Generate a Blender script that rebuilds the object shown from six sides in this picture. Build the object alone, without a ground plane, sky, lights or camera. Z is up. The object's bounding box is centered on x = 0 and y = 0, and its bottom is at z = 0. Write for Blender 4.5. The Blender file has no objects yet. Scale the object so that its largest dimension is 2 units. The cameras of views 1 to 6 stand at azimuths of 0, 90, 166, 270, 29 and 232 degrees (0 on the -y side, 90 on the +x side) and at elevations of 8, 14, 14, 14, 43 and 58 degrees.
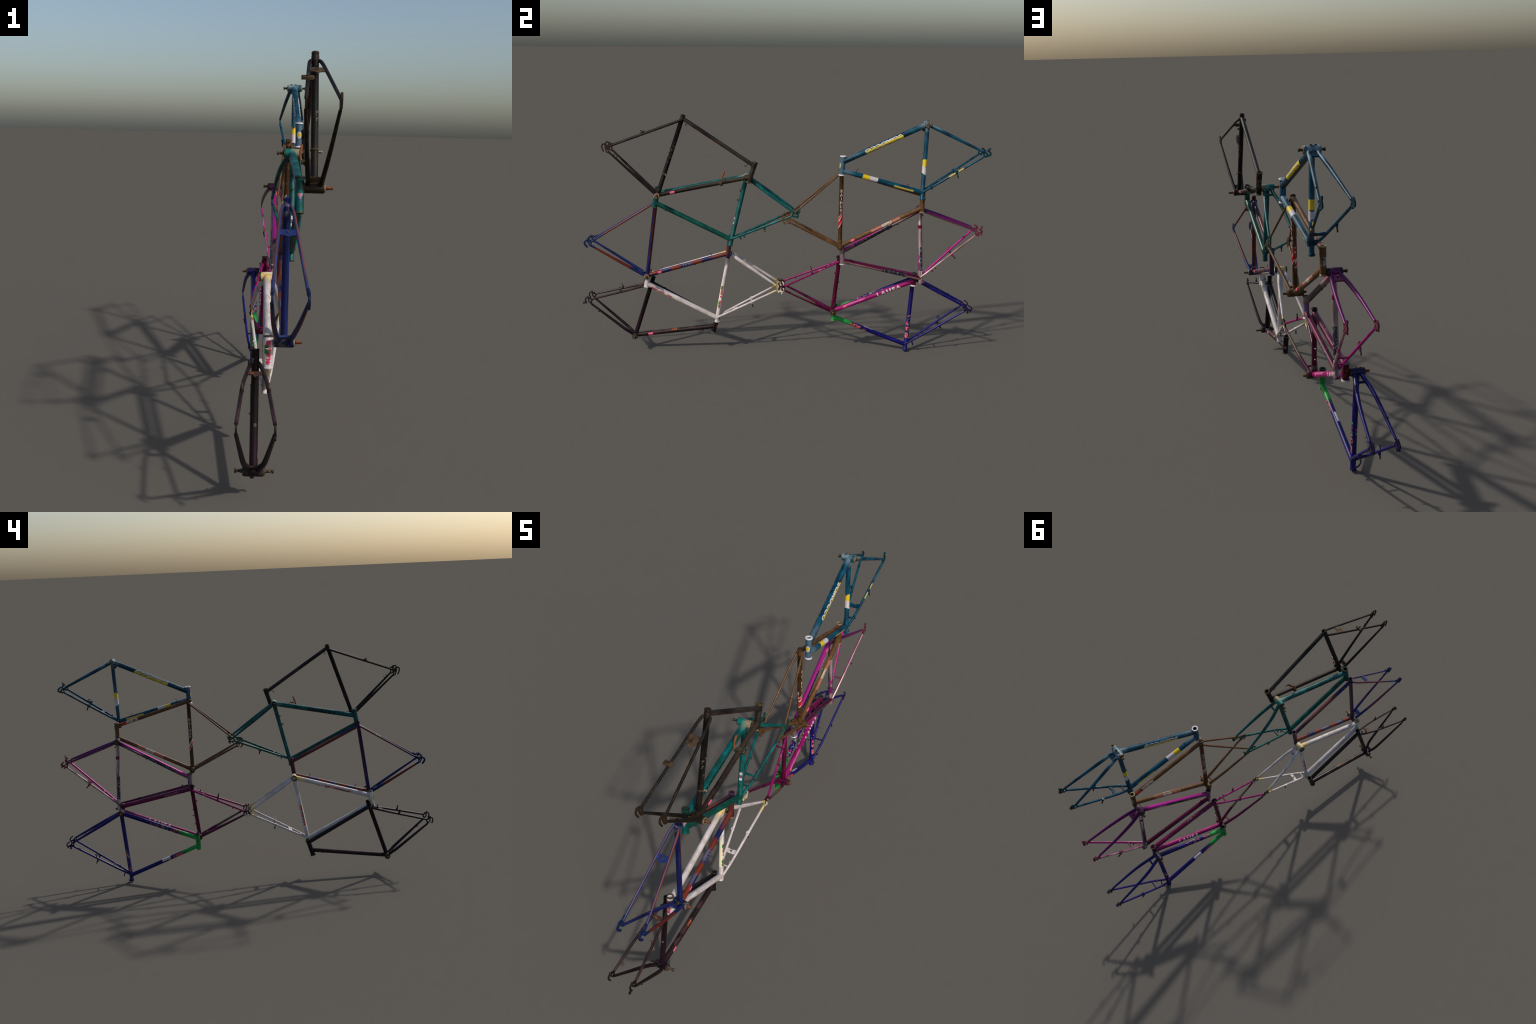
"""Ten scrapped bicycle frames fanned out into two interlocking rosettes.

Every frame is an Empty with its tubes, fittings and lettering as children.
A frame lies in an (almost) vertical plane x = x0 + a*y + b*z; its joints are
given as (y, z) millimetres in that plane, and sideways offsets are measured
along the plane's normal.
"""
import bpy, bmesh, math
from mathutils import Vector, Matrix

# ------------------------------------------------------------------ helpers
def lin(c):
    """8-bit sRGB triple -> linear RGBA"""
    f = lambda v: v / 12.92 if v <= 0.04045 else ((v + 0.055) / 1.055) ** 2.4
    return (f(c[0] / 255), f(c[1] / 255), f(c[2] / 255), 1.0)


def spline(pts, n):
    """Catmull-Rom through Vectors, n samples per span"""
    if len(pts) == 2:
        return [pts[0].lerp(pts[1], i / n) for i in range(n + 1)]
    P = [2 * pts[0] - pts[1]] + list(pts) + [2 * pts[-1] - pts[-2]]
    out = []
    for k in range(1, len(P) - 2):
        a, b, c, d = P[k - 1:k + 3]
        for i in range(n):
            t = i / n
            out.append(0.5 * (2 * b + (c - a) * t + (2 * a - 5 * b + 4 * c - d) * t * t
                              + (3 * b - a - 3 * c + d) * t ** 3))
    out.append(pts[-1].copy())
    return out


def interp(table, t):
    """piecewise-linear lookup, table = [(t, value), ...]"""
    if t <= table[0][0]:
        return table[0][1]
    for (t0, v0), (t1, v1) in zip(table, table[1:]):
        if t <= t1:
            return v0 + (v1 - v0) * (t - t0) / (t1 - t0)
    return table[-1][1]


# ---------------------------------------------------------------- materials
class Nodes:
    def __init__(self, name):
        self.mat = bpy.data.materials.new(name)
        self.mat.use_nodes = True
        self.nt = self.mat.node_tree
        self.bsdf = self.nt.nodes["Principled BSDF"]
        self.tc = self.nt.nodes.new("ShaderNodeTexCoord")
        sep = self.nt.nodes.new("ShaderNodeSeparateXYZ")
        self.nt.links.new(self.tc.outputs["Object"], sep.inputs[0])
        self.xyz = sep.outputs
        sepn = self.nt.nodes.new("ShaderNodeSeparateXYZ")
        self.nt.links.new(self.tc.outputs["Normal"], sepn.inputs[0])
        self.nrm = sepn.outputs
        self._noise = {}

    def put(self, sock, val):
        if hasattr(val, "links"):
            self.nt.links.new(val, sock)
        else:
            sock.default_value = val

    def math(self, op, a, b=0.0, c=0.0):
        n = self.nt.nodes.new("ShaderNodeMath")
        n.operation = op
        for s, v in zip(n.inputs, (a, b, c)):
            self.put(s, v)
        return n.outputs[0]

    def noise(self, scale, detail=3.0, seed=0.0, stretch=None):
        key = (scale, detail, seed, stretch)
        if key not in self._noise:
            mp = self.nt.nodes.new("ShaderNodeMapping")
            mp.inputs["Location"].default_value = (seed, seed * 1.7, seed * 0.3)
            if stretch:
                mp.inputs["Scale"].default_value = stretch
            self.nt.links.new(self.tc.outputs["Object"], mp.inputs[0])
            n = self.nt.nodes.new("ShaderNodeTexNoise")
            n.inputs["Scale"].default_value = scale
            n.inputs["Detail"].default_value = detail
            self.nt.links.new(mp.outputs[0], n.inputs["Vector"])
            self._noise[key] = n.outputs["Fac"]
        return self._noise[key]

    def step(self, v, edge, soft):
        n = self.nt.nodes.new("ShaderNodeMapRange")
        n.interpolation_type = "SMOOTHSTEP"
        self.put(n.inputs[0], v)
        n.inputs[1].default_value = edge - soft
        n.inputs[2].default_value = edge + soft
        return n.outputs[0]

    def mix(self, a, b, f):
        n = self.nt.nodes.new("ShaderNodeMix")
        n.data_type = "RGBA"
        self.put(n.inputs[0], f)
        self.put(n.inputs[6], a)
        self.put(n.inputs[7], b)
        return n.outputs[2]


def paint(name, base, layers=(), rough=0.32, metal=0.0, coat=0.35, mottle=0.25, seed=0.0,
          length=1.0, radius=0.01, dirs=None, spec=0.2, streak=0.5):
    """Lacquer with layers. A layer is a dict: c colour; z=(t0,t1) band along the part;
    side=(direction, threshold) patch on one flank (outward=True reads the surface normal);
    spots=(scale, threshold); soft / wob soften and wobble the edges; amt strength."""
    N = Nodes(name)
    col = lin(base)
    fine = N.noise(260.0, 4.0, seed + 3.1)
    broad = N.noise(34.0, 3.0, seed + 1.3)
    dark = tuple(v * (1 - mottle) for v in lin(base)[:3]) + (1,)
    light = tuple(min(1, v * (1 + 0.6 * mottle)) for v in lin(base)[:3]) + (1,)
    col = N.mix(dark, light, N.step(N.math("ADD", N.math("MULTIPLY", broad, 0.75), N.math("MULTIPLY", fine, 0.25)), 0.5, 0.18))
    # gloss highlights and dark reflections painted as streaks along the part
    shade_streak = N.noise(210.0, 2.0, seed + 7.7, (1.0, 1.0, 0.07))
    glint_streak = N.noise(120.0, 2.0, seed + 9.1, (1.0, 1.0, 0.10))
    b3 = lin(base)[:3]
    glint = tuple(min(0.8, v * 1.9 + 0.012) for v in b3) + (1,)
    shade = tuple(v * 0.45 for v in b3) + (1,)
    col = N.mix(col, shade, N.math("MULTIPLY", N.step(shade_streak, 0.54, 0.10), 0.75 * streak))
    col = N.mix(col, glint, N.math("MULTIPLY", N.step(glint_streak, 0.60, 0.06), 0.9 * streak))
    for i, L in enumerate(layers):
        m = None
        mul = lambda a, b: b if a is None else N.math("MULTIPLY", a, b)
        wob = L.get("wob", 0.0)
        wn = N.math("MULTIPLY_ADD", N.noise(L.get("wscale", 55.0), 3.0, seed + i * 2.7), wob, -0.5 * wob) if wob else None
        soft = L.get("soft", 0.03)
        if "z" in L:
            v = N.math("DIVIDE", N.xyz[2], length)
            if L.get("slant"):
                v = N.math("ADD", v, N.math("MULTIPLY", N.xyz[1], L["slant"]))
            if wn is not None:
                v = N.math("ADD", v, wn)
            s = L.get("zsoft", soft)
            t0, t1 = L["z"]
            if t0 > -0.5:
                m = mul(m, N.step(v, t0, s))
            if t1 < 1.5:
                m = mul(m, N.math("SUBTRACT", 1.0, N.step(v, t1, s)))
        if "side" in L:
            d, thr = L["side"]
            dx, dy = dirs(d)
            src = N.nrm if L.get("outward") else N.xyz
            k = 1.0 if L.get("outward") else 1.0 / radius
            v = N.math("ADD", N.math("MULTIPLY", src[0], dx * k), N.math("MULTIPLY", src[1], dy * k))
            if wn is not None:
                v = N.math("ADD", v, N.math("MULTIPLY", wn, 3.0))
            m = mul(m, N.step(v, thr, L.get("ssoft", 0.12)))
        if "spots" in L:
            sc, thr = L["spots"]
            m = mul(m, N.step(N.noise(sc, 4.0, seed + 11 + i, L.get("stretch")), thr, L.get("spsoft", 0.03)))
        amt = L.get("amt", 1.0)
        if amt != 1.0:
            m = N.math("MULTIPLY", m, amt)
        col = N.mix(col, lin(L["c"]), m)
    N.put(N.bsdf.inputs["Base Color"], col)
    r = N.math("MULTIPLY_ADD", fine, 0.25, rough + 0.03)
    N.put(N.bsdf.inputs["Roughness"], r)
    N.bsdf.inputs["Metallic"].default_value = metal
    N.bsdf.inputs["Specular IOR Level"].default_value = spec
    N.bsdf.inputs["Coat Weight"].default_value = coat * 0.1
    N.bsdf.inputs["Coat Roughness"].default_value = 0.15
    bump = N.nt.nodes.new("ShaderNodeBump")
    bump.inputs["Strength"].default_value = 0.12
    bump.inputs["Distance"].default_value = 0.001
    N.nt.links.new(fine, bump.inputs["Height"])
    N.nt.links.new(bump.outputs[0], N.bsdf.inputs["Normal"])
    return N.mat


SHARED = {}
def shared(name, *a, **k):
    if name not in SHARED:
        SHARED[name] = paint(name, *a, **k)
    return SHARED[name]


def steel():
    return shared("worn_steel", (150, 140, 122), [dict(c=(88, 70, 48), spots=(120, 0.54), spsoft=0.12)],
                  rough=0.45, metal=0.55, coat=0.0)


def dull_steel():
    return shared("greasy_steel", (92, 82, 64), [dict(c=(40, 32, 22), spots=(150, 0.5), spsoft=0.15)],
                  rough=0.55, metal=0.4, coat=0.0)


def rust():
    return shared("rusty_steel", (104, 62, 34), [dict(c=(48, 32, 20), spots=(120, 0.5), spsoft=0.15)],
                  rough=0.7, metal=0.2, coat=0.0)


def hole_black():
    return shared("grimy_bore", (26, 22, 18), rough=0.8, coat=0.0)


def sticker(name, c):
    return shared(name, c, rough=0.5, coat=0.0, mottle=0.12)


# ---------------------------------------------------------------- frame kit
class Frame:
    def __init__(self, key, label, plane, pts, lat, colours):
        self.key = key
        self.x0, self.a, self.b = plane
        self.N = Vector((1, -self.a, -self.b)).normalized()
        self.pts = {k: (v[0] / 1000, v[1] / 1000) for k, v in pts.items()}
        self.lat = lat                       # (BB+, BB-, dropout+, dropout-)
        self.col = colours
        self.root = bpy.data.objects.new("bicycle_frame", None)
        self.root.empty_display_size = 0.05
        bpy.context.scene.collection.objects.link(self.root)
        base = min(self.pts.values(), key=lambda p: p[1])
        self.root.location = self.P(base)
        self.root["label"] = label
        self.root["category"] = "bicycle frame"
        self.tubes = {}
        self.alt = {}                        # (part, side) -> paint scheme of its own

    def P(self, yz, s=0.0):
        if isinstance(yz, str):
            yz = self.pts[yz]
        y, z = yz
        return Vector((self.x0 + self.a * y + self.b * z, y, z)) + self.N * s

    def mm(self, y, z, s=0.0):
        return self.P((y / 1000, z / 1000), s)

    # -- object plumbing
    def add(self, name, bm, M, mat, parent=None, smooth=True, angle=40):
        me = bpy.data.meshes.new(name)
        bmesh.ops.recalc_face_normals(bm, faces=bm.faces)
        for f in bm.faces:
            f.smooth = smooth
        if smooth:
            for e in bm.edges:
                if len(e.link_faces) == 2 and e.calc_face_angle(0) > math.radians(angle):
                    e.smooth = False
        bm.to_mesh(me)
        bm.free()
        me.materials.append(mat)
        ob = bpy.data.objects.new(name, me)
        bpy.context.scene.collection.objects.link(ob)
        # parent is (tube object, its world matrix); the frame's Empty otherwise
        ob.parent = parent[0] if parent else self.root
        pm = parent[1] if parent else Matrix.Translation(self.root.location)
        ob.matrix_local = pm.inverted() @ M
        return ob

    def basis(self, p0, p1):
        Z = (p1 - p0).normalized()
        X = self.N - Z * self.N.dot(Z)
        if X.length < 1e-3:
            X = Vector((0, 0, 1)) - Z * Z.z
        X.normalize()
        Y = Z.cross(X)
        M = Matrix((X, Y, Z)).transposed().to_4x4()
        M.translation = p0
        return M

    def dirs(self, M):
        W = {"+x": (1, 0, 0), "-x": (-1, 0, 0), "up": (0, 0, 1), "down": (0, 0, -1),
             "+y": (0, 1, 0), "-y": (0, -1, 0)}
        R = M.to_3x3().inverted()

        def f(d):
            v = R @ Vector(W[d] if isinstance(d, str) else d)
            l = math.hypot(v.x, v.y)
            return (v.x / l, v.y / l)
        return f

    # -- tubes
    def ring_mesh(self, path, radii, M, seg=20, bore=0.0, cap=True):
        """sweep round/oval sections along world path, in the local space of M"""
        bm = bmesh.new()
        Mi = M.inverted()
        pts = [Mi @ p for p in path]
        n = len(pts)
        rings = []
        Xref = Vector((1, 0, 0))
        for i, p in enumerate(pts):
            T = (pts[min(i + 1, n - 1)] - pts[max(i - 1, 0)]).normalized()
            X = (Xref - T * Xref.dot(T))
            X = X.normalized() if X.length > 1e-4 else Vector((0, 1, 0))
            Y = T.cross(X)
            rx, ry = radii[i] if isinstance(radii[i], tuple) else (radii[i], radii[i])
            rings.append([bm.verts.new(p + X * (rx * math.cos(2 * math.pi * k / seg))
                                       + Y * (ry * math.sin(2 * math.pi * k / seg))) for k in range(seg)])
        for r0, r1 in zip(rings, rings[1:]):
            for k in range(seg):
                bm.faces.new((r0[k], r0[(k + 1) % seg], r1[(k + 1) % seg], r1[k]))
        if cap:
            bm.faces.new(rings[0])
            bm.faces.new(rings[-1])
        return bm

    def lathe(self, profile, M, seg=24):
        """closed profile [(z, r), ...] spun about local z"""
        bm = bmesh.new()
        rings = [[bm.verts.new((r * math.cos(2 * math.pi * k / seg), r * math.sin(2 * math.pi * k / seg), z))
                  for k in range(seg)] for z, r in profile]
        for r0, r1 in zip(rings, rings[1:] + rings[:1]):
            for k in range(seg):
                bm.faces.new((r0[k], r0[(k + 1) % seg], r1[(k + 1) % seg], r1[k]))
        return bm

    def mat_for(self, name, part, M, L, r, side=0):
        base, layers, opts = self.col(part)
        if side:                             # "out" / "in" mean this stay's own flank
            W = {"out": (side, 0, 0), "in": (-side, 0, 0)}
            layers = [dict(l, side=(W.get(l["side"][0], l["side"][0]), l["side"][1])) if "side" in l and isinstance(l["side"][0], str) else l for l in layers]
        return paint("%s_%s_paint" % (self.key, name), base, layers, length=L, radius=r,
                     dirs=self.dirs(M), seed=(sum(map(ord, self.key + part)) % 97) * 0.37, **opts)

    def tube(self, name, A, B, r, part=None, parent=None, mat=None, seg=22, flare=0.0):
        p0 = self.P(A) if not isinstance(A, Vector) else A
        p1 = self.P(B) if not isinstance(B, Vector) else B
        M = self.basis(p0, p1)
        L = (p1 - p0).length
        mat = mat or self.mat_for(name, part or name, M, L, r)
        n = max(2, int(L / 0.02))
        path = [p0.lerp(p1, i / n) for i in range(n + 1)]
        rad = [r + flare * max(0, 1 - (L * i / n) / 0.03) ** 2 + flare * max(0, 1 - (L * (1 - i / n)) / 0.03) ** 2 for i in range(n + 1)]
        ob = self.add(name, self.ring_mesh(path, rad, M, seg), M, mat, parent)
        self.tubes[part or name] = (ob, M, L, r)
        return ob

    def pipe(self, name, A, B, r, bore, ends, part=None):
        """open pipe with a bore and end collars ends=((height, extra radius, flare), ...)"""
        p0, p1 = self.P(A), self.P(B)
        M = self.basis(p0, p1)
        L = (p1 - p0).length
        (h0, e0), (h1, e1) = ends
        b = 0.0008
        prof = [(0, r + e0 - b), (b, r + e0), (h0, r + e0), (h0 + max(e0, b), r), (L - h1 - max(e1, b), r), (L - h1, r + e1),
                (L - b, r + e1), (L, r + e1 - b), (L, bore), (L - 0.035, bore), (L - 0.036, 0.0006), (0.036, 0.0006), (0.035, bore), (0, bore)]
        if L < 0.09:
            prof = prof[:9] + [(0, bore)]
        mat = self.mat_for(name, part or name, M, L, r)
        ob = self.add(name, self.lathe(prof, M), M, mat)
        self.tubes[part or name] = (ob, M, L, r)
        return ob

    # -- stays
    def stay(self, name, A, B, side, table, radii, part, offs=None, cut=0.0):
        """paired rear tube; table gives the sideways offset along it"""
        a, b = [self.pts[k] if isinstance(k, str) else k for k in (A, B)]
        n = 28
        f = lambda t: self.P((a[0] + (b[0] - a[0]) * t, a[1] + (b[1] - a[1]) * t), side * interp(table, t))
        ctrl = [f(t) for t, _ in table]
        ts = [t for t, _ in table]
        path = spline(ctrl, 8)
        m = len(path) - 1
        tt = []
        for k in range(len(ts) - 1):
            tt += [ts[k] + (ts[k + 1] - ts[k]) * i / 8 for i in range(8)]
        tt.append(ts[-1])
        rad = [tuple(0.94 * interp([(q[0], q[j]) for q in radii], t) for j in (1, 2)) for t in tt]
        M = self.basis(path[0], path[-1])
        L = (path[-1] - path[0]).length
        ob = self.add(name, self.ring_mesh(path, rad, M, 16), M, self.mat_for(name, part, M, L, radii[0][1], side))
        self.tubes[part + ("+" if side > 0 else "-")] = (ob, M, L, radii[0][1])
        return f

    # -- small solids
    def plate(self, name, poly, thick, axis, mat, parent=None):
        """prism: polygon of world points, thickness along axis (both ways)"""
        bm = bmesh.new()
        c = sum(poly, Vector()) / len(poly)
        M = Matrix.Translation(c)
        lo = [bm.verts.new(p - c - axis * thick / 2) for p in poly]
        hi = [bm.verts.new(p - c + axis * thick / 2) for p in poly]
        bm.faces.new(lo)
        bm.faces.new(hi)
        for k in range(len(poly)):
            bm.faces.new((lo[k], lo[(k + 1) % len(poly)], hi[(k + 1) % len(poly)], hi[k]))
        bmesh.ops.recalc_face_normals(bm, faces=bm.faces)
        bmesh.ops.bevel(bm, geom=list(bm.edges), offset=min(0.0007, thick * 0.3), segments=1, affect="EDGES")
        return self.add(name, bm, M, mat, parent, angle=30)

    def wire(self, name, pts, r, mat, n=6, seg=8):
        path = spline(pts, n)
        M = Matrix.Translation(path[0])
        bm = bmesh.new()
        prev = None
        X = None
        for i, p in enumerate(path):
            T = (path[min(i + 1, len(path) - 1)] - path[max(i - 1, 0)]).normalized()
            X = (X or T.orthogonal())
            X = (X - T * X.dot(T)).normalized()
            Y = T.cross(X)
            rr = r[min(i, len(r) - 1)] if isinstance(r, list) else r
            ring = [bm.verts.new(p - path[0] + (X * math.cos(2 * math.pi * k / seg) + Y * math.sin(2 * math.pi * k / seg)) * rr) for k in range(seg)]
            if prev:
                for k in range(seg):
                    bm.faces.new((prev[k], prev[(k + 1) % seg], ring[(k + 1) % seg], ring[k]))
            else:
                bm.faces.new(ring)
            prev = ring
        bm.faces.new(prev)
        return self.add(name, bm, M, mat)

    def rod(self, name, p0, p1, profile, mat, seg=18):
        """lathe along p0->p1; profile [(fraction, r)]"""
        M = self.basis(p0, p1)
        L = (p1 - p0).length
        bm = self.lathe([(0, 0.0004)] + [(t * L, r) for t, r in profile] + [(L, 0.0004)], M, seg)
        return self.add(name, bm, M, mat)

    def nub(self, yz, s, up, h=0.008, r=0.0035, mat=None, name="cable_stop"):
        """little brazed-on stop standing h proud in direction up (world vector)"""
        c = self.mm(*yz, s)
        u = Vector(up).normalized()
        return self.rod(name, c - u * h * 0.7, c + u * h * 0.5, [(0.02, r * 1.15), (0.5, r), (0.9, r), (0.98, r * 0.8)],
                        mat or self.plain(), 10)

    def plain(self, part="plain"):
        base, layers, opts = self.col(part)
        return shared("%s_%s_enamel" % (self.key, part), base, layers, **opts)

    def dropout(self, side, strokes, rings, thick=0.0045, mat=None):
        """rear fork end: flat steel strokes [(half-width mm, [(y,z)...])], eyelets [(y,z,R,r)]"""
        s = self.lat[2] if side > 0 else self.lat[3]
        bm = bmesh.new()
        c = self.mm(*strokes[0][1][0], side * s)
        for i, (w, pts) in enumerate(strokes):
            th = (thick + 0.0003 * (i % 5)) / 2
            P = spline([Vector((0, y / 1000, z / 1000)) for y, z in pts], 6 if len(pts) > 2 else 3)
            w0, w1 = [1.22 * q for q in (w if isinstance(w, tuple) else (w, w))]
            Lr, Rr = [], []
            m = len(P) - 1
            for k, p in enumerate(P):
                T = (P[min(k + 1, m)] - P[max(k - 1, 0)]).normalized()
                nrm = Vector((0, -T.z, T.y))
                hw = (w0 + (w1 - w0) * k / m) / 1000
                Lr.append(p + nrm * hw)
                Rr.append(p - nrm * hw)
            T0 = (P[1] - P[0]).normalized()
            T1 = (P[-1] - P[-2]).normalized()

            def caparc(p, T, hw):
                nn = Vector((0, -T.z, T.y))
                return [p + (nn * math.cos(a) + T * math.sin(a)) * hw for a in (math.radians(q) for q in (36, 72, 108, 144))]
            outline = Lr + caparc(P[-1], T1, w1 / 1000) + Rr[::-1] + caparc(P[0], -T0, w0 / 1000)
            # quads along the ribbon, fans at the ends
            def vert(v, e):
                return bm.verts.new(self.P((v.y, v.z), side * s + e * th) - c)
            for e in (-1, 1):
                LV = [vert(v, e) for v in Lr]
                RV = [vert(v, e) for v in Rr]
                for k in range(m):
                    bm.faces.new((LV[k], LV[k + 1], RV[k + 1], RV[k]))
                A1 = [vert(v, e) for v in caparc(P[-1], T1, w1 / 1000)]
                A0 = [vert(v, e) for v in caparc(P[0], -T0, w0 / 1000)]
                bm.faces.new([LV[-1]] + A1 + [RV[-1]])
                bm.faces.new([RV[0]] + A0 + [LV[0]])
                loop = LV + A1 + RV[::-1] + A0
                if e < 0:
                    lo = loop
                else:
                    for k in range(len(loop)):
                        q = (k + 1) % len(loop)
                        bm.faces.new((lo[k], lo[q], loop[q], loop[k]))
        for j, (y, z, R, r) in enumerate(rings):
            th = (thick + 0.0006 + 0.0002 * j) / 2
            seg = 18
            V = [[bm.verts.new(self.mm(y + q * math.cos(2 * math.pi * k / seg), z + q * math.sin(2 * math.pi * k / seg), side * s + e * th) - c)
                  for k in range(seg)] for q, e in ((R, -1), (R, 1), (r, 1), (r, -1))]
            for a, b in zip(V, V[1:] + V[:1]):
                for k in range(seg):
                    bm.faces.new((a[k], a[(k + 1) % seg], b[(k + 1) % seg], b[k]))
        return self.add("dropout", bm, Matrix.Translation(c), mat or self.plain("dropout"), angle=30)

    def bottom_bracket(self, r=0.0152, cup=0.0135, axle=(0.0, 0.0), cups=(0.004, 0.004), nut=(False, False), mat_cup=None):
        p, m = self.lat[0], self.lat[1]
        c = self.pts["BB"]
        A, B = self.P(c, -m), self.P(c, p)
        M = self.basis(A, B)
        L = (B - A).length
        b = 0.001
        prof = [(0, r - b), (b, r), (L - b, r), (L, r - b), (L, 0.0125), (L - 0.012, 0.0125), (L - 0.012, 0.0005), (0.012, 0.0005), (0.012, 0.0125), (0, 0.0125)]
        base, layers, opts = self.col("bottom_bracket")
        mat = paint(self.key + "_bottom_bracket_paint", base, layers, length=L, radius=r, dirs=self.dirs(M), seed=4.4, **opts)
        self.add("bottom_bracket_shell", self.lathe(prof, M, 28), M, mat)
        mc = mat_cup or steel()
        for sgn, off, h, ax, nt in ((1, p, cups[0], axle[0], nut[0]), (-1, m, cups[1], axle[1], nut[1])):
            if h > 0:
                q0, q1 = self.P(c, sgn * (off - 0.008)), self.P(c, sgn * (off + h))
                Mx = self.basis(q0, q1)
                Lc = (q1 - q0).length
                pr = [(0, cup), (Lc - 0.001, cup), (Lc, cup - 0.001), (Lc, 0.0075), (Lc - 0.005, 0.0065), (0, 0.0065)]
                self.add("bearing_cup", self.lathe(pr, Mx, 24), Mx, mc)
            if ax > 0:
                q0, q1 = self.P(c, sgn * 0.004), self.P(c, sgn * (off + ax))
                La = (q1 - q0).length
                t = lambda d: 1 - d / La
                pr = [(0.0, 0.0062), (t(ax * 0.72), 0.0062), (t(ax * 0.66), 0.0052), (t(0.001), 0.0046), (1.0, 0.004)]
                if nt:
                    pr = [(0.0, 0.0062), (t(ax * 0.72), 0.0062), (t(ax * 0.66), 0.005), (t(0.0085), 0.0044), (t(0.0082), 0.003), (t(0.0062), 0.003),
                          (t(0.006), 0.0066), (t(0.001), 0.0066), (1.0, 0.005)]
                self.rod("crank_axle", q0, q1, pr, dull_steel() if nt else rust())

    # -- lettering wrapped round a tube
    def text(self, part, string, t, side, flip, size, mat, squash=1.0, proud=0.0003, shear=0.0, bold=0.0, spread=1.0, name="lettering"):
        ob, M, L, r = self.tubes[part]
        cu = bpy.data.curves.new("lettering", "FONT")
        cu.body = string
        cu.size = size / 0.7
        cu.align_x = "CENTER"
        cu.align_y = "CENTER"
        cu.space_character = spread
        cu.shear = shear
        cu.offset = bold
        cu.resolution_u = 4
        tob = bpy.data.objects.new("lettering", cu)
        bpy.context.scene.collection.objects.link(tob)
        dg = bpy.context.evaluated_depsgraph_get()
        me = bpy.data.meshes.new_from_object(tob.evaluated_get(dg))
        bpy.data.objects.remove(tob)
        bm = bmesh.new()
        bm.from_mesh(me)
        bpy.data.meshes.remove(me)
        bmesh.ops.triangulate(bm, faces=bm.faces)
        for _ in range(3):
            es = [e for e in bm.edges if e.calc_length() > 0.0035]
            if not es:
                break
            bmesh.ops.subdivide_edges(bm, edges=es, cuts=1)
            bmesh.ops.triangulate(bm, faces=bm.faces)
        dx, dy = self.dirs(M)(side)
        th0 = math.atan2(dy, dx)
        sgn = 1 if flip else -1
        R = r + proud
        for v in bm.verts:
            u, w = v.co.x * squash, v.co.y
            th = th0 - sgn * w / R
            v.co = Vector((R * math.cos(th), R * math.sin(th), t * L + sgn * u))
        # up = outward x right keeps the letters unmirrored
        return self.add(name, bm, M, mat, parent=(ob, M), smooth=True)

    def patch(self, part, t0, t1, side, half, mat, proud=0.0004, name="paper_label", slant=0.0):
        """rectangular sticker on a tube: t0..t1 along it, +-half radians round it"""
        ob, M, L, r = self.tubes[part]
        dx, dy = self.dirs(M)(side)
        th0 = math.atan2(dy, dx)
        bm = bmesh.new()
        n = 8
        grid = {}
        for q, R in ((0, r - 0.0006), (1, r + proud)):
            for i in range(n + 1):
                th = th0 - half + 2 * half * i / n
                for j, tz in enumerate((t0, t1)):
                    grid[q, i, j] = bm.verts.new((R * math.cos(th), R * math.sin(th), tz * L + slant * (i / n - 0.5)))
        for i in range(n):
            bm.faces.new((grid[1, i, 0], grid[1, i + 1, 0], grid[1, i + 1, 1], grid[1, i, 1]))
            for j in (0, 1):
                bm.faces.new((grid[0, i, j], grid[0, i + 1, j], grid[1, i + 1, j], grid[1, i, j]))
        for i in (0, n):
            bm.faces.new((grid[0, i, 0], grid[0, i, 1], grid[1, i, 1], grid[1, i, 0]))
        return self.add(name, bm, M, mat, parent=(ob, M))

    def collar(self, part, t, extra, h, mat, name="clamp_band"):
        ob, M, L, r = self.tubes[part]
        z = t * L
        bm = self.lathe([(z - h / 2, r * 0.9), (z - h / 2, r + extra * 0.8), (z - h / 2 + 0.0006, r + extra), (z + h / 2 - 0.0006, r + extra),
                         (z + h / 2, r + extra * 0.8), (z + h / 2, r * 0.9)], M, 24)
        return self.add(name, bm, M, mat, parent=(ob, M))


# ------------------------------------------------------------- shared build
UP, DOWN, OUT_P, OUT_M = (0, 0, 1), (0, 0, -1), (1, 0, 0), (-1, 0, 0)


def triangle(F, head, seat, top, down, hends, seat_end=(0.006, 0.0006), bore=0.78):
    """head tube, seat tube, top tube and down tube with given radii"""
    F.pipe("head_tube", "HT", "HB", head, head * bore, hends)
    p0, p1 = F.P("BB"), F.P("ST")
    F.pipe("seat_tube", "BB", "ST", seat, seat * 0.84, ((0.001, 0.0), seat_end))
    F.tube("top_tube", "TTs", "TTh", top)
    F.tube("down_tube", "DTs" if "DTs" in F.pts else "BB", "DTh", down)


def rear(F, ss_table, cs_table, ss_r, cs_r):
    """seat stays and chain stays; returns their curves for bridges"""
    f = {}
    for side, w in ((1, F.lat[2]), (-1, F.lat[3])):
        tag = "plus" if side > 0 else "minus"
        pick = lambda tab: [(t, w if l is None else l[side < 0] if isinstance(l, tuple) else l) for t, l in tab]
        ss, cs = pick(ss_table), pick(cs_table)
        f["ss", side] = F.stay("seat_stay", "SS", "SE", side, ss, ss_r, F.alt.get(("seat_stay", side), "seat_stay"))
        f["cs", side] = F.stay("chain_stay", "BB", "CE", side, cs, cs_r, "chain_stay")
    return f


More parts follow.
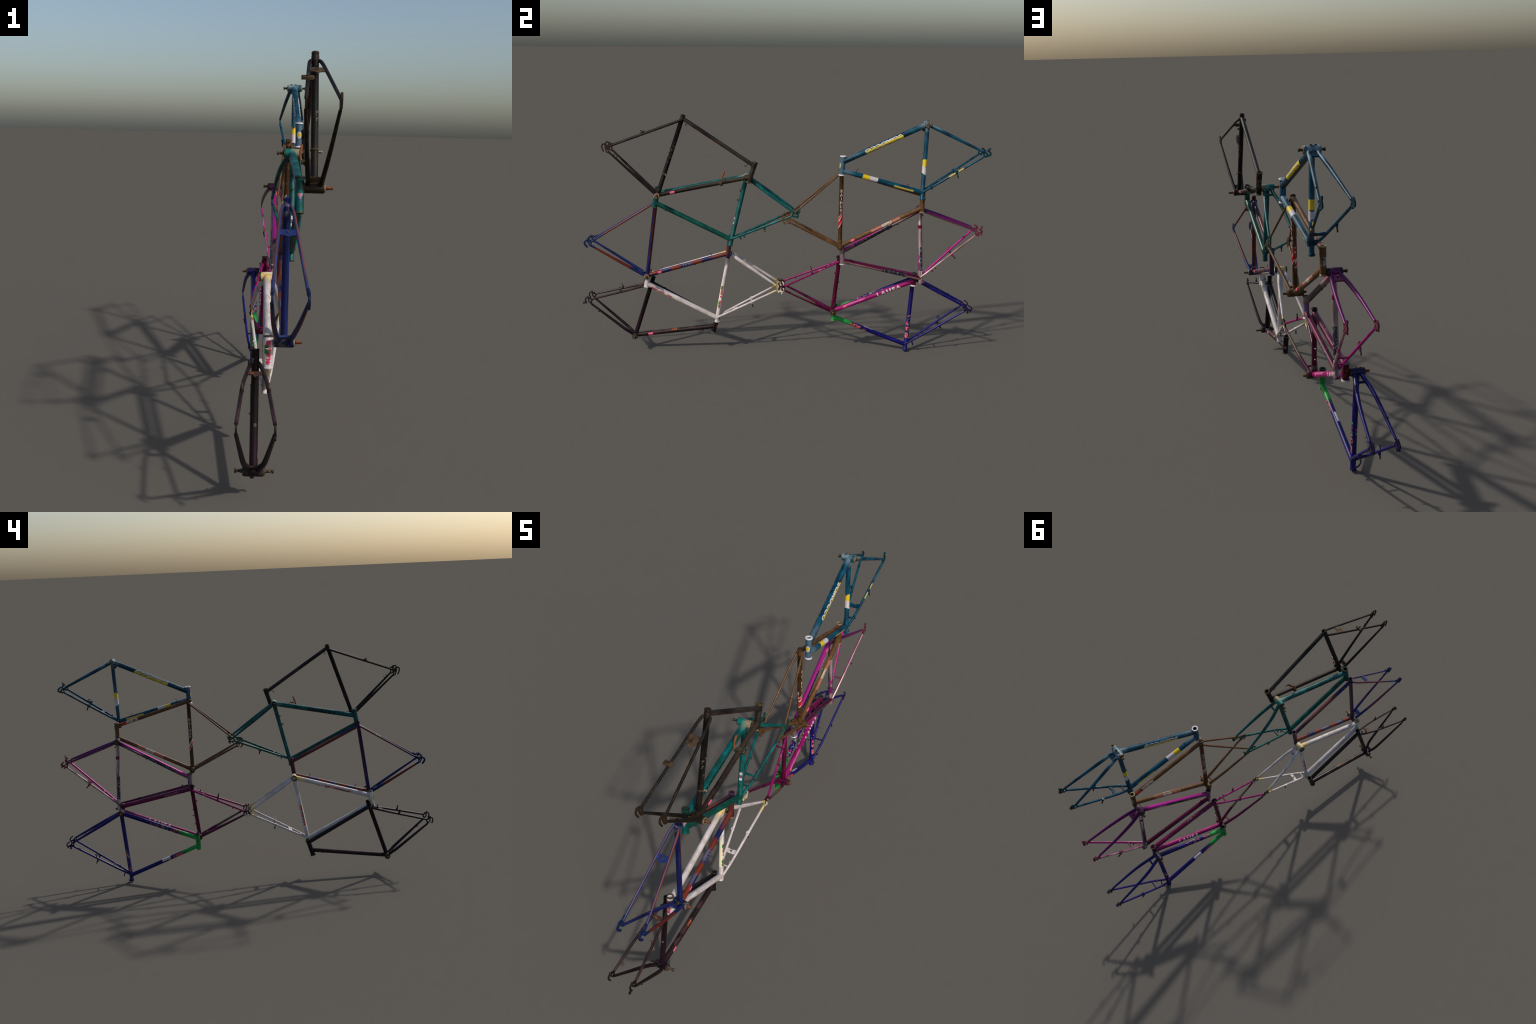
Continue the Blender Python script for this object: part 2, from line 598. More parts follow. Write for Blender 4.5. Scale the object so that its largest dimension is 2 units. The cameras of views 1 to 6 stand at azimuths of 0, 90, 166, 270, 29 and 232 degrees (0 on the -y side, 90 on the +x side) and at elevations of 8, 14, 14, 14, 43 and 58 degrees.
def bridge_tube(F, f, kind, t, r, mat=None, name=None):
    a, b = f[kind, -1](t), f[kind, 1](t)
    F.rod(name or ("brake_bridge" if kind == "ss" else "chain_stay_bridge"), a, b, [(0, r), (1, r)], mat or F.plain(), 14)


def bridge_plate(F, f, kind, t0, t1, thick, mat=None, point=0.0, name=None, hole=False):
    """flat plate spanning both stays between t0 and t1, optional pointed gusset"""
    a0, a1, b1, b0 = f[kind, -1](t0), f[kind, -1](t1), f[kind, 1](t1), f[kind, 1](t0)
    d = (a1 - a0).normalized()
    mid = (a1 + b1) / 2
    poly = [a0, a1] + ([a1.lerp(b1, 0.28), mid + d * point, a1.lerp(b1, 0.72)] if point else []) + [b1, b0]
    ax = (b0 - a0).cross(d).normalized()
    name = name or ("brake_bridge" if kind == "ss" else "chain_stay_bridge")
    F.plate(name, poly, thick, ax, mat or F.plain())
    if hole:
        c = (a0 + a1 + b0 + b1) / 4
        F.rod("bridge_bolt", c - ax * (thick * 0.5 + 0.0016), c + ax * (thick * 0.5 + 0.0016), [(0.02, 0.004), (0.98, 0.004)], dull_steel(), 12)


def seat_eyelet(F, yz, r=0.0052, half=0.0085, mat=None):
    """binder lug behind the seat tube"""
    mat = mat or F.plain()
    for s in (-1, 1):
        F.rod("seat_clamp_lug", F.mm(*yz, s * 0.0012), F.mm(*yz, s * half), [(0.01, r), (0.86, r), (0.99, r * 0.75)], mat, 14)
    F.rod("seat_clamp_bolt", F.mm(*yz, -half - 0.002), F.mm(*yz, half + 0.002), [(0.01, r * 0.55), (0.99, r * 0.55)], dull_steel(), 10)
    # web back to the tube
    p = F.mm(*yz)
    a, b = F.P("BB"), F.P("ST")
    d = (b - a).normalized()
    q = a + d * (p - a).dot(d)
    for s in (-1, 1):
        o = F.N * s * 0.0048
        F.plate("seat_clamp_lug", [q + d * 0.006 + o, q - d * 0.006 + o, p - d * 0.0035 + o, p + d * 0.0035 + o], 0.0055, F.N, mat)


def brake_boss(F, yz0, yz1, s, mat=None, base=0.0062):
    """cantilever pivot: base block and steel peg"""
    a, b = F.mm(*yz0, s), F.mm(*yz1, s)
    d = (b - a).normalized()
    F.rod("brake_boss", a - d * 0.004, a + (b - a) * 0.42, [(0.02, base), (0.6, base * 0.9), (0.98, base * 0.62)], mat or F.plain(), 12)
    F.rod("brake_boss_peg", a, b, [(0.02, 0.0032), (0.95, 0.0032), (0.99, 0.0024)], dull_steel(), 10)


def wire_hook(F, pts, s=0.0, r=0.0013, mat=None):
    F.wire("cable_hook", [F.mm(y, z, s) for y, z in pts], r, mat or F.plain())


def loop(F, c, along, long_r, short_r, s, r=0.0016, mat=None, stem=7):
    """elongated wire eye standing in the frame plane"""
    ux, uz = along
    l = math.hypot(ux, uz)
    ux, uz = ux / l, uz / l
    pts = []
    for k in range(13):
        a = 2 * math.pi * k / 12
        e, g = long_r * math.cos(a), short_r * math.sin(a)
        pts.append(F.mm(c[0] + ux * e - uz * g, c[1] + uz * e + ux * g, s))
    F.wire("cable_guide_loop", pts, r, mat or F.plain(), n=3)
    F.wire("cable_guide_stem", [F.mm(c[0] + uz * short_r, c[1] - ux * short_r, s), F.mm(c[0] + uz * (short_r + stem), c[1] - ux * (short_r + stem), s)], r * 1.3, mat or F.plain(), n=2)


def lug(F, part, t0, t1, extra, mat):
    """brazed lug sleeve with a tapered tip"""
    ob, M, L, r = F.tubes[part]
    a, b = t0 * L, t1 * L
    bm = F.lathe([(a, r * 0.9), (a, r + extra * 0.9), (a + 0.0007, r + extra), (b - 0.004, r + extra), (b, r + 0.0003), (b, r * 0.9)], M, 22)
    F.add("lug", bm, M, mat, parent=(ob, M))


def price_tag(F, part, t0, t1, side, half=0.55, c=(214, 84, 118)):
    F.patch(part, t0, t1, side, half, sticker("pink_sticker", c), name="pink_tag")


# ================================================================= 1 · black
def col_black(part):
    rustspots = dict(c=(46, 30, 15), spots=(60, 0.56), spsoft=0.08)
    pale = dict(c=(92, 84, 68), spots=(180, 0.68), spsoft=0.03, amt=0.7)
    o = dict(rough=0.42, coat=0.2)
    if part in ("top_tube",):
        return (40, 35, 31), [dict(c=(16, 12, 10), z=(0.15, 0.42), soft=0.12), dict(c=(84, 46, 26), side=(DOWN, 0.3), spots=(30, 0.52), amt=0.7), pale], o
    if part == "head_tube":
        return (34, 29, 24), [dict(c=(70, 58, 36), z=(-1, 0.06)), dict(c=(120, 104, 74), z=(0.94, 2)), dict(c=(26, 22, 18), spots=(70, 0.55), spsoft=0.1)], o
    if part == "down_tube":
        return (17, 12, 9), [dict(c=(44, 37, 30), z=(0.6, 2), soft=0.08), dict(c=(58, 36, 17), side=(UP, 0.35), spots=(90, 0.54), amt=0.6), dict(rustspots, amt=0.5), pale], o
    if part == "seat_tube":
        return (9, 6, 4), [dict(c=(96, 88, 76), z=(0.42, 0.66), side=(OUT_P, 0.2), spots=(110, 0.57), amt=0.7), dict(c=(30, 17, 8), z=(-1, 0.3), spots=(45, 0.5), spsoft=0.1),
                              dict(c=(32, 22, 12), z=(0.93, 2))], o
    if part in ("seat_stay", "chain_stay"):
        return (30, 21, 11), [dict(c=(12, 8, 5), spots=(45, 0.5), spsoft=0.1), dict(c=(66, 50, 30), spots=(160, 0.64), amt=0.5)], o
    if part == "bottom_bracket":
        return (32, 24, 14), [rustspots], o
    if part == "dropout":
        return (36, 25, 12), [rustspots], dict(rough=0.55, coat=0.0)
    if part == "rack":
        return (72, 58, 40), [rustspots], dict(rough=0.5, coat=0.1)
    return (26, 20, 13), [rustspots], dict(rough=0.5, coat=0.1)


def frame_black():
    F = Frame("black", "worn black and rusty lugged steel road frame", (0.0755, -0.0014, 0.0004),
              dict(BB=(-583.9, 851.9), ST=(-450.8, 1234.4), HT=(-112.7, 1012.3), HB=(-145.4, 910.9), TTs=(-456, 1218.2), TTh=(-122.3, 996),
                   DTh=(-137.1, 939.7), SS=(-460.9, 1209.3), CE=(-799.2, 1060.9), SE=(-798.9, 1089.3)),
              (0.0272, 0.0272, 0.042, 0.0445), col_black)
    triangle(F, 0.0116, 0.0106, 0.0096, 0.0100, ((0.006, 0.0026), (0.006, 0.0022)))
    f = rear(F, [(0, 0.0125), (0.05, 0.0175), (0.25, 0.024), (1, None)], [(0, 0.014), (0.1, 0.0195), (0.5, 0.031), (1, None)],
             [(0, 0.0058, 0.0058), (1, 0.005, 0.005)], [(0, 0.0075, 0.0085), (0.4, 0.0068, 0.0075), (1, 0.005, 0.005)])
    lm = F.plain("lug")
    lug(F, "seat_tube", 0.93, 0.975, 0.0010, lm)
    lug(F, "down_tube", 0.03, 0.09, 0.0009, lm)
    lug(F, "seat_tube", 0.02, 0.075, 0.0009, lm)
    lug(F, "head_tube", 0.08, 0.30, 0.0008, lm)
    lug(F, "head_tube", 0.66, 0.92, 0.0008, lm)
    F.bottom_bracket(axle=(0.025, 0.0), cups=(0.0035, 0.002))
    bridge_plate(F, f, "ss", 0.215, 0.315, 0.004, F.plain("rack"), point=0.012, hole=True)
    bridge_plate(F, f, "cs", 0.085, 0.15, 0.006, F.plain("rack"))
    # dynamo bracket clamped to the left seat stay
    p = f["ss", -1](0.565) + Vector((0, 0, 0.008))
    d = (f["ss", -1](0.62) - f["ss", -1](0.565)).normalized()
    u = d.cross(F.N).normalized() * -1
    F.plate("dynamo_bracket", [p - F.N * 0.017 - d * 0.008, p - F.N * 0.017 + d * 0.008, p + F.N * 0.014 + d * 0.009, p + F.N * 0.019, p + F.N * 0.014 - d * 0.006], 0.009, u, F.plain("rack"))
    F.rod("dynamo_bolt", p - u * 0.002, p - u * 0.011 + d * 0.006, [(0.02, 0.003), (0.98, 0.0025)], dull_steel(), 10)
    strokes = [((3.2, 3.0), [(-787, 1092), (-800, 1091), (-811, 1092)]),
               ((3.2, 2.4), [(-811, 1092), (-818, 1098), (-825, 1101), (-831, 1096), (-833, 1085), (-826, 1066)]),
               (2.0, [(-818, 1090), (-815, 1075), (-811, 1062), (-804, 1061)]), (3.4, [(-804, 1061), (-797, 1058), (-790, 1053)]),
               (3.0, [(-800, 1092), (-803, 1076), (-802, 1062)]), (3.6, [(-812, 1091), (-804, 1084), (-800, 1092)])]
    for s in (1, -1):
        F.dropout(s, strokes, [(-813, 1097, 4.5, 2.0)])
    for y, z in ((-778, 1046), (-767, 1036)):
        F.nub((y + 2, z + 5), 0.040, (0.2, 0.6, 0.8), 0.007, 0.0022, name="pump_peg")
    seat_eyelet(F, (-458, 1232), r=0.0048, half=0.007)
    wire_hook(F, [(-437, 1196), (-441, 1189), (-439, 1184), (-434, 1186)], r=0.0014)
    wire_hook(F, [(-147, 1006), (-153, 997), (-160, 990), (-165, 996)], r=0.0014)
    F.collar("seat_tube", 0.272, 0.0018, 0.005, dull_steel())
    F.rod("clamp_bolt", F.mm(-543, 952, 0.006), F.mm(-539, 951, 0.022), [(0.02, 0.0042), (0.98, 0.004)], steel(), 12)
    # friction shifter clamped round the down tube
    F.collar("down_tube", 0.685, 0.004, 0.012, dull_steel())
    c = F.mm(-278, 913)
    F.rod("shifter_clamp", c - F.N * 0.021, c + F.N * 0.022, [(0.02, 0.0075), (0.3, 0.0085), (0.5, 0.006), (0.7, 0.0085), (0.98, 0.0075)], dull_steel(), 16)
    F.wire("shift_lever", [F.mm(-277, 918, -0.021), F.mm(-272, 935, -0.023), F.mm(-266, 953, -0.021), F.mm(-261, 967, -0.018)], [0.0035] * 8 + [0.0045] * 8 + [0.003] * 9,
           sticker("orange_rust", (128, 72, 40)))
    F.wire("shift_lever", [F.mm(-274, 914, 0.022), F.mm(-262, 925, 0.023), F.mm(-246, 930, 0.021)], [0.004] * 4 + [0.0048] * 5 + [0.003] * 4, dull_steel())
    F.rod("clamp_bolt", F.mm(-277, 910, 0.002), F.mm(-275, 896, 0.004), [(0.02, 0.004), (0.6, 0.004), (0.7, 0.0055), (0.98, 0.005)], dull_steel(), 12)
    price_tag(F, "down_tube", 0.135, 0.185, OUT_P)
    # worn head badge
    F.patch("head_tube", 0.30, 0.72, (0.25, 1, 0.3), 0.6, paint("black_badge", (70, 66, 62), [dict(c=(24, 20, 18), spots=(90, 0.5)), dict(c=(110, 50, 44), spots=(120, 0.66))], coat=0, rough=0.5), name="head_badge")


# ================================================================= 2 · teal
def col_teal(part):
    o = dict(rough=0.28, coat=0.5)
    mott = dict(c=(2, 48, 36), spots=(26, 0.5), spsoft=0.14, amt=0.75)
    chip = dict(c=(30, 34, 28), spots=(75, 0.67), spsoft=0.03, amt=0.8)
    B = (0, 84, 84)
    if part == "down_tube":
        return B, [mott, dict(c=(96, 118, 104), z=(-1, 0.06), soft=0.04), chip], o
    if part == "bottom_bracket":
        return (74, 112, 98), [dict(c=(128, 116, 92), z=(0.62, 2), soft=0.1, wob=0.3), dict(c=(0, 96, 88), z=(-1, 0.4), soft=0.15)], o
    if part == "head_tube":
        return B, [dict(c=(52, 44, 36), z=(0.93, 2)), dict(c=(70, 62, 44), z=(-1, 0.05)), mott], o
    if part == "top_tube":
        return (0, 74, 64), [mott, chip], o
    if part == "seat_tube":
        return B, [mott, chip], o
    if part in ("seat_stay", "chain_stay"):
        return (0, 84, 84), [mott, dict(c=(24, 30, 26), spots=(40, 0.64), spsoft=0.04, amt=0.8)], o
    if part == "dropout":
        return (14, 60, 50), [dict(c=(70, 70, 52), spots=(90, 0.58)), mott], dict(rough=0.45, coat=0.1)
    return (0, 76, 72), [mott], o


def frame_teal():
    F = Frame("teal", "upturned chipped teal mountain bike frame, black lettering", (0.0329, -0.0024, 0.0014),
              dict(BB=(-156.1, 936.6), ST=(-240.5, 590.4), HT=(-607.6, 781.5), HB=(-586.8, 883.6), TTs=(-232.8, 621.9), TTh=(-599.4, 805),
                   DTs=(-156.1, 935.2), DTh=(-591, 850.8), SS=(-231, 628), CE=(71.4, 769), SE=(64.1, 752.1)),
              (0.0273, 0.0262, 0.049, 0.057), col_teal)
    triangle(F, 0.0130, 0.0110, 0.0118, 0.0130, ((0.004, 0.0010), (0.0055, 0.0022)))
    f = rear(F, [(0, 0.009), (0.1, 0.014), (0.3, 0.026), (1, None)], [(0, 0.0145), (0.1, (0.0165, 0.019)), (0.3, (0.0265, 0.0345)), (0.55, (0.036, 0.045)), (1, None)],
             [(0, 0.0064, 0.0064), (1, 0.0058, 0.0058)], [(0, 0.0085, 0.0105), (0.45, 0.0080, 0.0092), (1, 0.0056, 0.0056)])
    F.bottom_bracket(axle=(0.012, 0.026), cups=(0.010, 0.004), nut=(False, True), mat_cup=dull_steel())
    bridge_tube(F, f, "ss", 0.29, 0.0045)
    bridge_tube(F, f, "ss", 0.14, 0.0036)
    bridge_tube(F, f, "cs", 0.16, 0.0050)
    strokes = [(2.6, [(73, 768), (66, 758), (63, 751)]), (2.6, [(63, 751), (76, 750), (88, 748)]), (3.0, [(73, 768), (82, 762), (91, 757)]),
               ((2.6, 3.6), [(91, 757), (94, 748), (88, 743)]), (3.4, [(91, 757), (97, 766), (99, 775)]), (2.4, [(74, 751), (73, 742)]), (2.6, [(91, 750), (90, 741)])]
    F.dropout(1, strokes, [(100, 777, 5.5, 2.8)])
    F.dropout(-1, strokes, [(73, 743, 3.4, 1.6)])
    seat_eyelet(F, (-230.5, 595.5))
    brake_boss(F, (-71, 690), (-66, 668), 0.034)
    brake_boss(F, (-71, 690), (-66, 668), -0.036)
    F.nub((-186, 632), 0.014, (0, 0.4, -1), 0.014, 0.003)
    F.nub((-168, 640), 0.018, (0, 0.4, -1), 0.009, 0.0028)
    for y, z in ((-186, 865), (-199, 821)):
        F.nub((y, z), 0, (0, -1, 0.25), 0.009, 0.0035, dull_steel(), "bottle_boss")
    F.nub((-548, 868), 0.004, (0, 0, 1), 0.012, 0.004)
    F.nub((-552, 770), 0.006, (0, -0.3, -1), 0.010, 0.004)
    F.nub((-370, 690), 0.006, (0, -0.3, -1), 0.009, 0.003)
    F.nub((32, 797), -0.048, (0, 0.5, 1), 0.008, 0.003)
    ink = sticker("black_decal", (8, 16, 16))
    F.text("down_tube", "EXTREME", 0.59, OUT_M, False, 0.0165, ink, spread=1.15, bold=0.0008, squash=1.38)
    F.text("down_tube", "EXTREME", 0.59, (1, 0, -0.12), True, 0.0165, ink, spread=1.15, bold=0.0008, squash=1.38)
    # stars and stripes shield on the head tube
    red, white, blue = sticker("red_decal", (176, 40, 44)), sticker("white_decal", (182, 174, 170)), sticker("blue_decal", (40, 52, 120))
    shield(F, blue, white, red)
    # seat tube maker's stickers
    for t0, t1, m in ((0.585, 0.62, white), (0.625, 0.65, blue), (0.655, 0.685, white), (0.632, 0.643, red)):
        F.patch("seat_tube", t0, t1, (0.3, -1, 0), 0.5, m, proud=0.0007 if m is red else 0.0004, name="maker_sticker")
    F.text("seat_stay+", "cro-mo", 0.42, (1, 0, -0.2), True, 0.0050, sticker("pale_teal_decal", (120, 170, 160)), squash=1.5)


def shield(F, blue, white, red):
    """triangular badge: striped field over a blue border with white dots"""
    ob, M, L, r = F.tubes["head_tube"]
    dx, dy = F.dirs(M)((0.1, -1, 0.1))
    th0 = math.atan2(dy, dx)
    zt = 0.53 * L        # broad edge, towards the raised end
    def tri(scale, proud, mat, drop, cut=None):
        bm = bmesh.new()
        n = 10
        R = r + proud
        for i in range(n):
            for j in range(n):
                def pt(u, v):
                    w = scale * 0.0105 * (1 - v) * (2 * u - 1)
                    z = zt - drop - v * scale * 0.0225
                    return Vector((R * math.cos(th0 + w / R), R * math.sin(th0 + w / R), z))
                v1 = (j + 1) / n if j < n - 1 else 0.985
                if cut and int(((i + 0.5) / n * 2 - 1) * (1 - j / n) * 3.2 + j * 0.32 + 20) % 2 == 0:
                    continue
                bm.faces.new([bm.verts.new(pt(*q)) for q in ((i / n, j / n), ((i + 1) / n, j / n), ((i + 1) / n, v1), (i / n, v1))])
        bmesh.ops.remove_doubles(bm, verts=bm.verts, dist=1e-5)
        ext = bmesh.ops.extrude_face_region(bm, geom=list(bm.faces))
        for v in [g for g in ext["geom"] if isinstance(g, bmesh.types.BMVert)]:
            v.co.x *= (R - 0.0006) / R
            v.co.y *= (R - 0.0006) / R
        F.add("head_badge", bm, M, mat, parent=(ob, M))
    tri(1.0, 0.0003, blue, 0.0)
    tri(0.70, 0.0006, white, 0.0)
    tri(0.70, 0.0009, red, 0.0, cut=True)
    for k in range(9):
        f = k / 8
        w = 0.0105 * 0.82 * (2 * f - 1)
        v = 1 - abs(2 * f - 1)
        R = r + 0.0005
        th = th0 + w / R
        p = Vector((R * math.cos(th), R * math.sin(th), zt - 0.0015 - v * 0.0178))
        q = M @ p
        ax = (M.to_3x3() @ Vector((math.cos(th), math.sin(th), 0))).normalized()
        F.rod("badge_star", q - ax * 0.0004, q + ax * 0.0004, [(0.02, 0.0010), (0.98, 0.0010)], white, 8)


# ============================================================ 3 · blue/orange
def col_blue_orange(part):
    o = dict(rough=0.3, coat=0.45)
    Bl, Or = (11, 22, 72), (98, 34, 16)
    haze = dict(c=(66, 42, 62), spots=(24, 0.56), spsoft=0.12, amt=0.6)
    if part == "seat_tube":
        return Bl, [dict(c=(78, 28, 20), side=((0.25, 1, 0), 0.15), z=(0.22, 2), wob=0.3, soft=0.05, ssoft=0.25), dict(c=Bl, z=(0.35, 0.43), soft=0.02, amt=0.7),
                    dict(c=(78, 28, 20), side=((0.2, 1, 0), 0.7), ssoft=0.2), dict(c=(120, 112, 116), z=(0.88, 2), side=((0, -1, 0), 0.3), spots=(50, 0.5), amt=0.7)], o
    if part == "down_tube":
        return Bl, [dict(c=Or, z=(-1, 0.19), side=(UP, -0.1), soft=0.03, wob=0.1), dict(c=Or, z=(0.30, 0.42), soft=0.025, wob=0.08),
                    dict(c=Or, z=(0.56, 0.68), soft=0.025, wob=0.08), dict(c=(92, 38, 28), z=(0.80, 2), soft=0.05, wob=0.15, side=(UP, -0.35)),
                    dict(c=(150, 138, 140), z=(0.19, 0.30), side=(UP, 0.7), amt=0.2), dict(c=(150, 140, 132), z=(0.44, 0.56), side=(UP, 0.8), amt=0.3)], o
    if part == "top_tube":
        return (50, 28, 44), [dict(c=(86, 34, 28), side=((-0.3, 0, -1), 0.0), wob=0.3, ssoft=0.3), dict(c=(28, 30, 84), z=(-1, 0.25), side=((0, 0, 1), 0.2), soft=0.1),
                              dict(c=(124, 66, 58), z=(0.3, 0.75), side=((0, 0.3, 1), 0.3), soft=0.12, amt=0.7)], o
    if part == "head_tube":
        return (84, 36, 28), [dict(c=(40, 28, 60), side=((0, 1, 0.1), 0.25), ssoft=0.3, amt=0.8), dict(c=Bl, z=(0.80, 2), side=((0.2, 1, 0), -0.1), soft=0.06),
                               dict(c=(58, 40, 76), z=(-1, 0.4), side=((0.6, -0.8, 0), 0.2), amt=0.8), dict(c=(120, 100, 84), z=(0.955, 2), soft=0.01)], o
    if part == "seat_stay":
        return (24, 34, 80), [dict(c=(96, 40, 28), z=(0.02, 0.80), side=("out", -0.05), outward=True, ssoft=0.2, wob=0.05), dict(c=(72, 74, 104), side=(UP, 0.8), outward=True, amt=0.3), haze], o  # UP layer tints a pale sky highlight onto the stay
    if part == "chain_stay":
        return Bl, [dict(c=(88, 28, 14), z=(0.30, 0.93), side=("out", 0.05), outward=True, ssoft=0.15, soft=0.01)], o
    if part == "bottom_bracket":
        return (18, 26, 62), [dict(c=(86, 78, 64), spots=(70, 0.55), amt=0.7)], o
    if part == "dropout":
        return (10, 26, 66), [], dict(rough=0.4, coat=0.2)
    return (30, 44, 96), [haze], o


def frame_blue_orange():
    F = Frame("blue_orange", "blue road frame with orange overspray patches", (0.0010, -0.0002, 0.0002),
              dict(BB=(-658.8, 427.8), ST=(-601.4, 826.4), HT=(-237.8, 636.4), HB=(-256.5, 515.1), TTs=(-605.2, 800), TTh=(-241.6, 617.5),
                   DTs=(-658.8, 429), DTh=(-252.2, 544), SS=(-606.9, 802.9), CE=(-923.3, 592.2), SE=(-922.1, 612.7)),
              (0.0262, 0.0262, 0.046, 0.0435), col_blue_orange)
    triangle(F, 0.0112, 0.0102, 0.0096, 0.0106, ((0.004, 0.0012), (0.005, 0.0020)))
    f = rear(F, [(0, 0.010), (0.09, 0.0175), (0.29, 0.024), (1, None)], [(0, 0.013), (0.13, 0.021), (0.5, 0.034), (1, None)],
             [(0, 0.0056, 0.0056), (1, 0.0048, 0.0048)], [(0, 0.0078, 0.0088), (0.4, 0.0072, 0.0078), (1, 0.005, 0.005)])
    F.bottom_bracket(axle=(0.0245, 0.0), cups=(0.004, 0.003))
    bridge_plate(F, f, "ss", 0.30, 0.365, 0.006, point=0.006, hole=True)
    bridge_plate(F, f, "cs", 0.10, 0.17, 0.006)
    strokes = [(2.4, [(-909, 625), (-920, 616), (-924, 603), (-922, 594), (-909, 585)]), (3.2, [(-909, 625), (-922, 618), (-935, 616)]),
               ((3.4, 3.8), [(-935, 616), (-945, 617), (-954, 611), (-954, 600), (-944, 586)]), (2.2, [(-940, 614), (-934, 602), (-927, 591), (-909, 585)]),
               (3.4, [(-922, 592), (-909, 585)])]
    for s in (1, -1):
        F.dropout(s, strokes, [(-941, 624, 4.6, 2.2), (-931, 622, 3.8, 1.8)])
    wire_hook(F, [(-583, 460), (-585, 470), (-582, 475), (-576, 476)])
    wire_hook(F, [(-336, 531), (-335, 541), (-339, 545), (-345, 543)])
    F.nub((-644, 457), 0.0, (0, 1, 0.1), 0.020, 0.005, dull_steel(), "clamp_bolt")
    F.rod("clamp_bolt", F.mm(-670, 447, 0.0), F.mm(-681, 449, 0.0), [(0.02, 0.0055), (0.98, 0.005)], dull_steel(), 12)
    price_tag(F, "down_tube", 0.135, 0.178, OUT_P)
    pale = sticker("pale_blue_decal", (122, 128, 140))
    F.text("down_tube", "ZODS", 0.50, (1, 0, 0.1), True, 0.0100, pale, spread=1.45)
    F.text("down_tube", "ZODS", 0.47, (-1, 0, 0.1), False, 0.0100, pale, spread=1.45)


# ================================================================= 4 · white
def decal_layers(z0, z1, mid, below, above):
    """cream ribbon with pink lettering and green leaves, too worn to read"""
    return [dict(c=(206, 204, 170), z=(z0, z1), side=(below, 0.35), soft=0.004, ssoft=0.06),
            dict(c=(176, 52, 92), z=(z0, z1), side=(mid, 0.86), soft=0.004, ssoft=0.05, spots=(75, 0.44), spsoft=0.04, stretch=(0.4, 0.4, 1.5)),
            dict(c=(28, 98, 48), z=(z0, z1), side=(above, 0.86), soft=0.004, ssoft=0.05, spots=(62, 0.57), spsoft=0.03, stretch=(0.4, 0.4, 1.5))]


def col_white(part):
    o = dict(rough=0.3, coat=0.35, mottle=0.08)
    W = (190, 180, 178)
    dirt = dict(c=(150, 138, 124), spots=(30, 0.56), spsoft=0.12, amt=0.5)
    if part == "bottom_bracket":
        return (188, 152, 70), [dict(c=(204, 192, 176), spots=(50, 0.52), spsoft=0.1), dict(c=(52, 42, 28), z=(-1, 0.08)), dict(c=(60, 48, 32), z=(0.92, 2)), dict(c=(60, 44, 24), spots=(70, 0.62))], o
    if part == "down_tube":
        return W, [dict(c=(204, 176, 108), z=(-1, 0.10), soft=0.06, wob=0.1), dirt] + decal_layers(0.40, 0.74, (-0.92, 0, -0.4), (-0.5, 0, -0.9), (-0.72, 0, -0.7)), o
    if part == "top_tube":
        return W, [dirt] + decal_layers(0.62, 0.93, (0.85, 0, -0.6), (0.3, 0, -1), (0.6, 0, -0.85)) + decal_layers(0.5, 0.85, (-0.9, 0, -0.4), (-0.3, 0, -1), (-0.6, 0, -0.8)), o
    if part == "seat_tube":
        return W, [dirt] + decal_layers(0.46, 0.79, (1, -0.1, 0), (0.6, -1, 0), (0.9, -0.5, 0)) + decal_layers(0.42, 0.74, (-1, -0.1, 0), (-0.6, -1, 0), (-0.9, -0.5, 0)), o
    if part == "head_tube":
        return (196, 188, 190), [dict(c=(60, 50, 36), z=(0.955, 2), soft=0.012)] + decal_layers(0.12, 0.86, (0, -1, 0.1), (-0.9, -0.7, 0), (-0.35, -1, 0)), o
    if part in ("seat_stay", "chain_stay"):
        return W, [dirt, dict(c=(186, 160, 100), z=(0.93, 2), soft=0.05)], o
    if part == "dropout":
        return (166, 148, 104), [dict(c=(196, 188, 172), spots=(40, 0.5)), dict(c=(86, 72, 44), spots=(80, 0.64))], dict(rough=0.45, coat=0.1)
    return W, [dirt], o


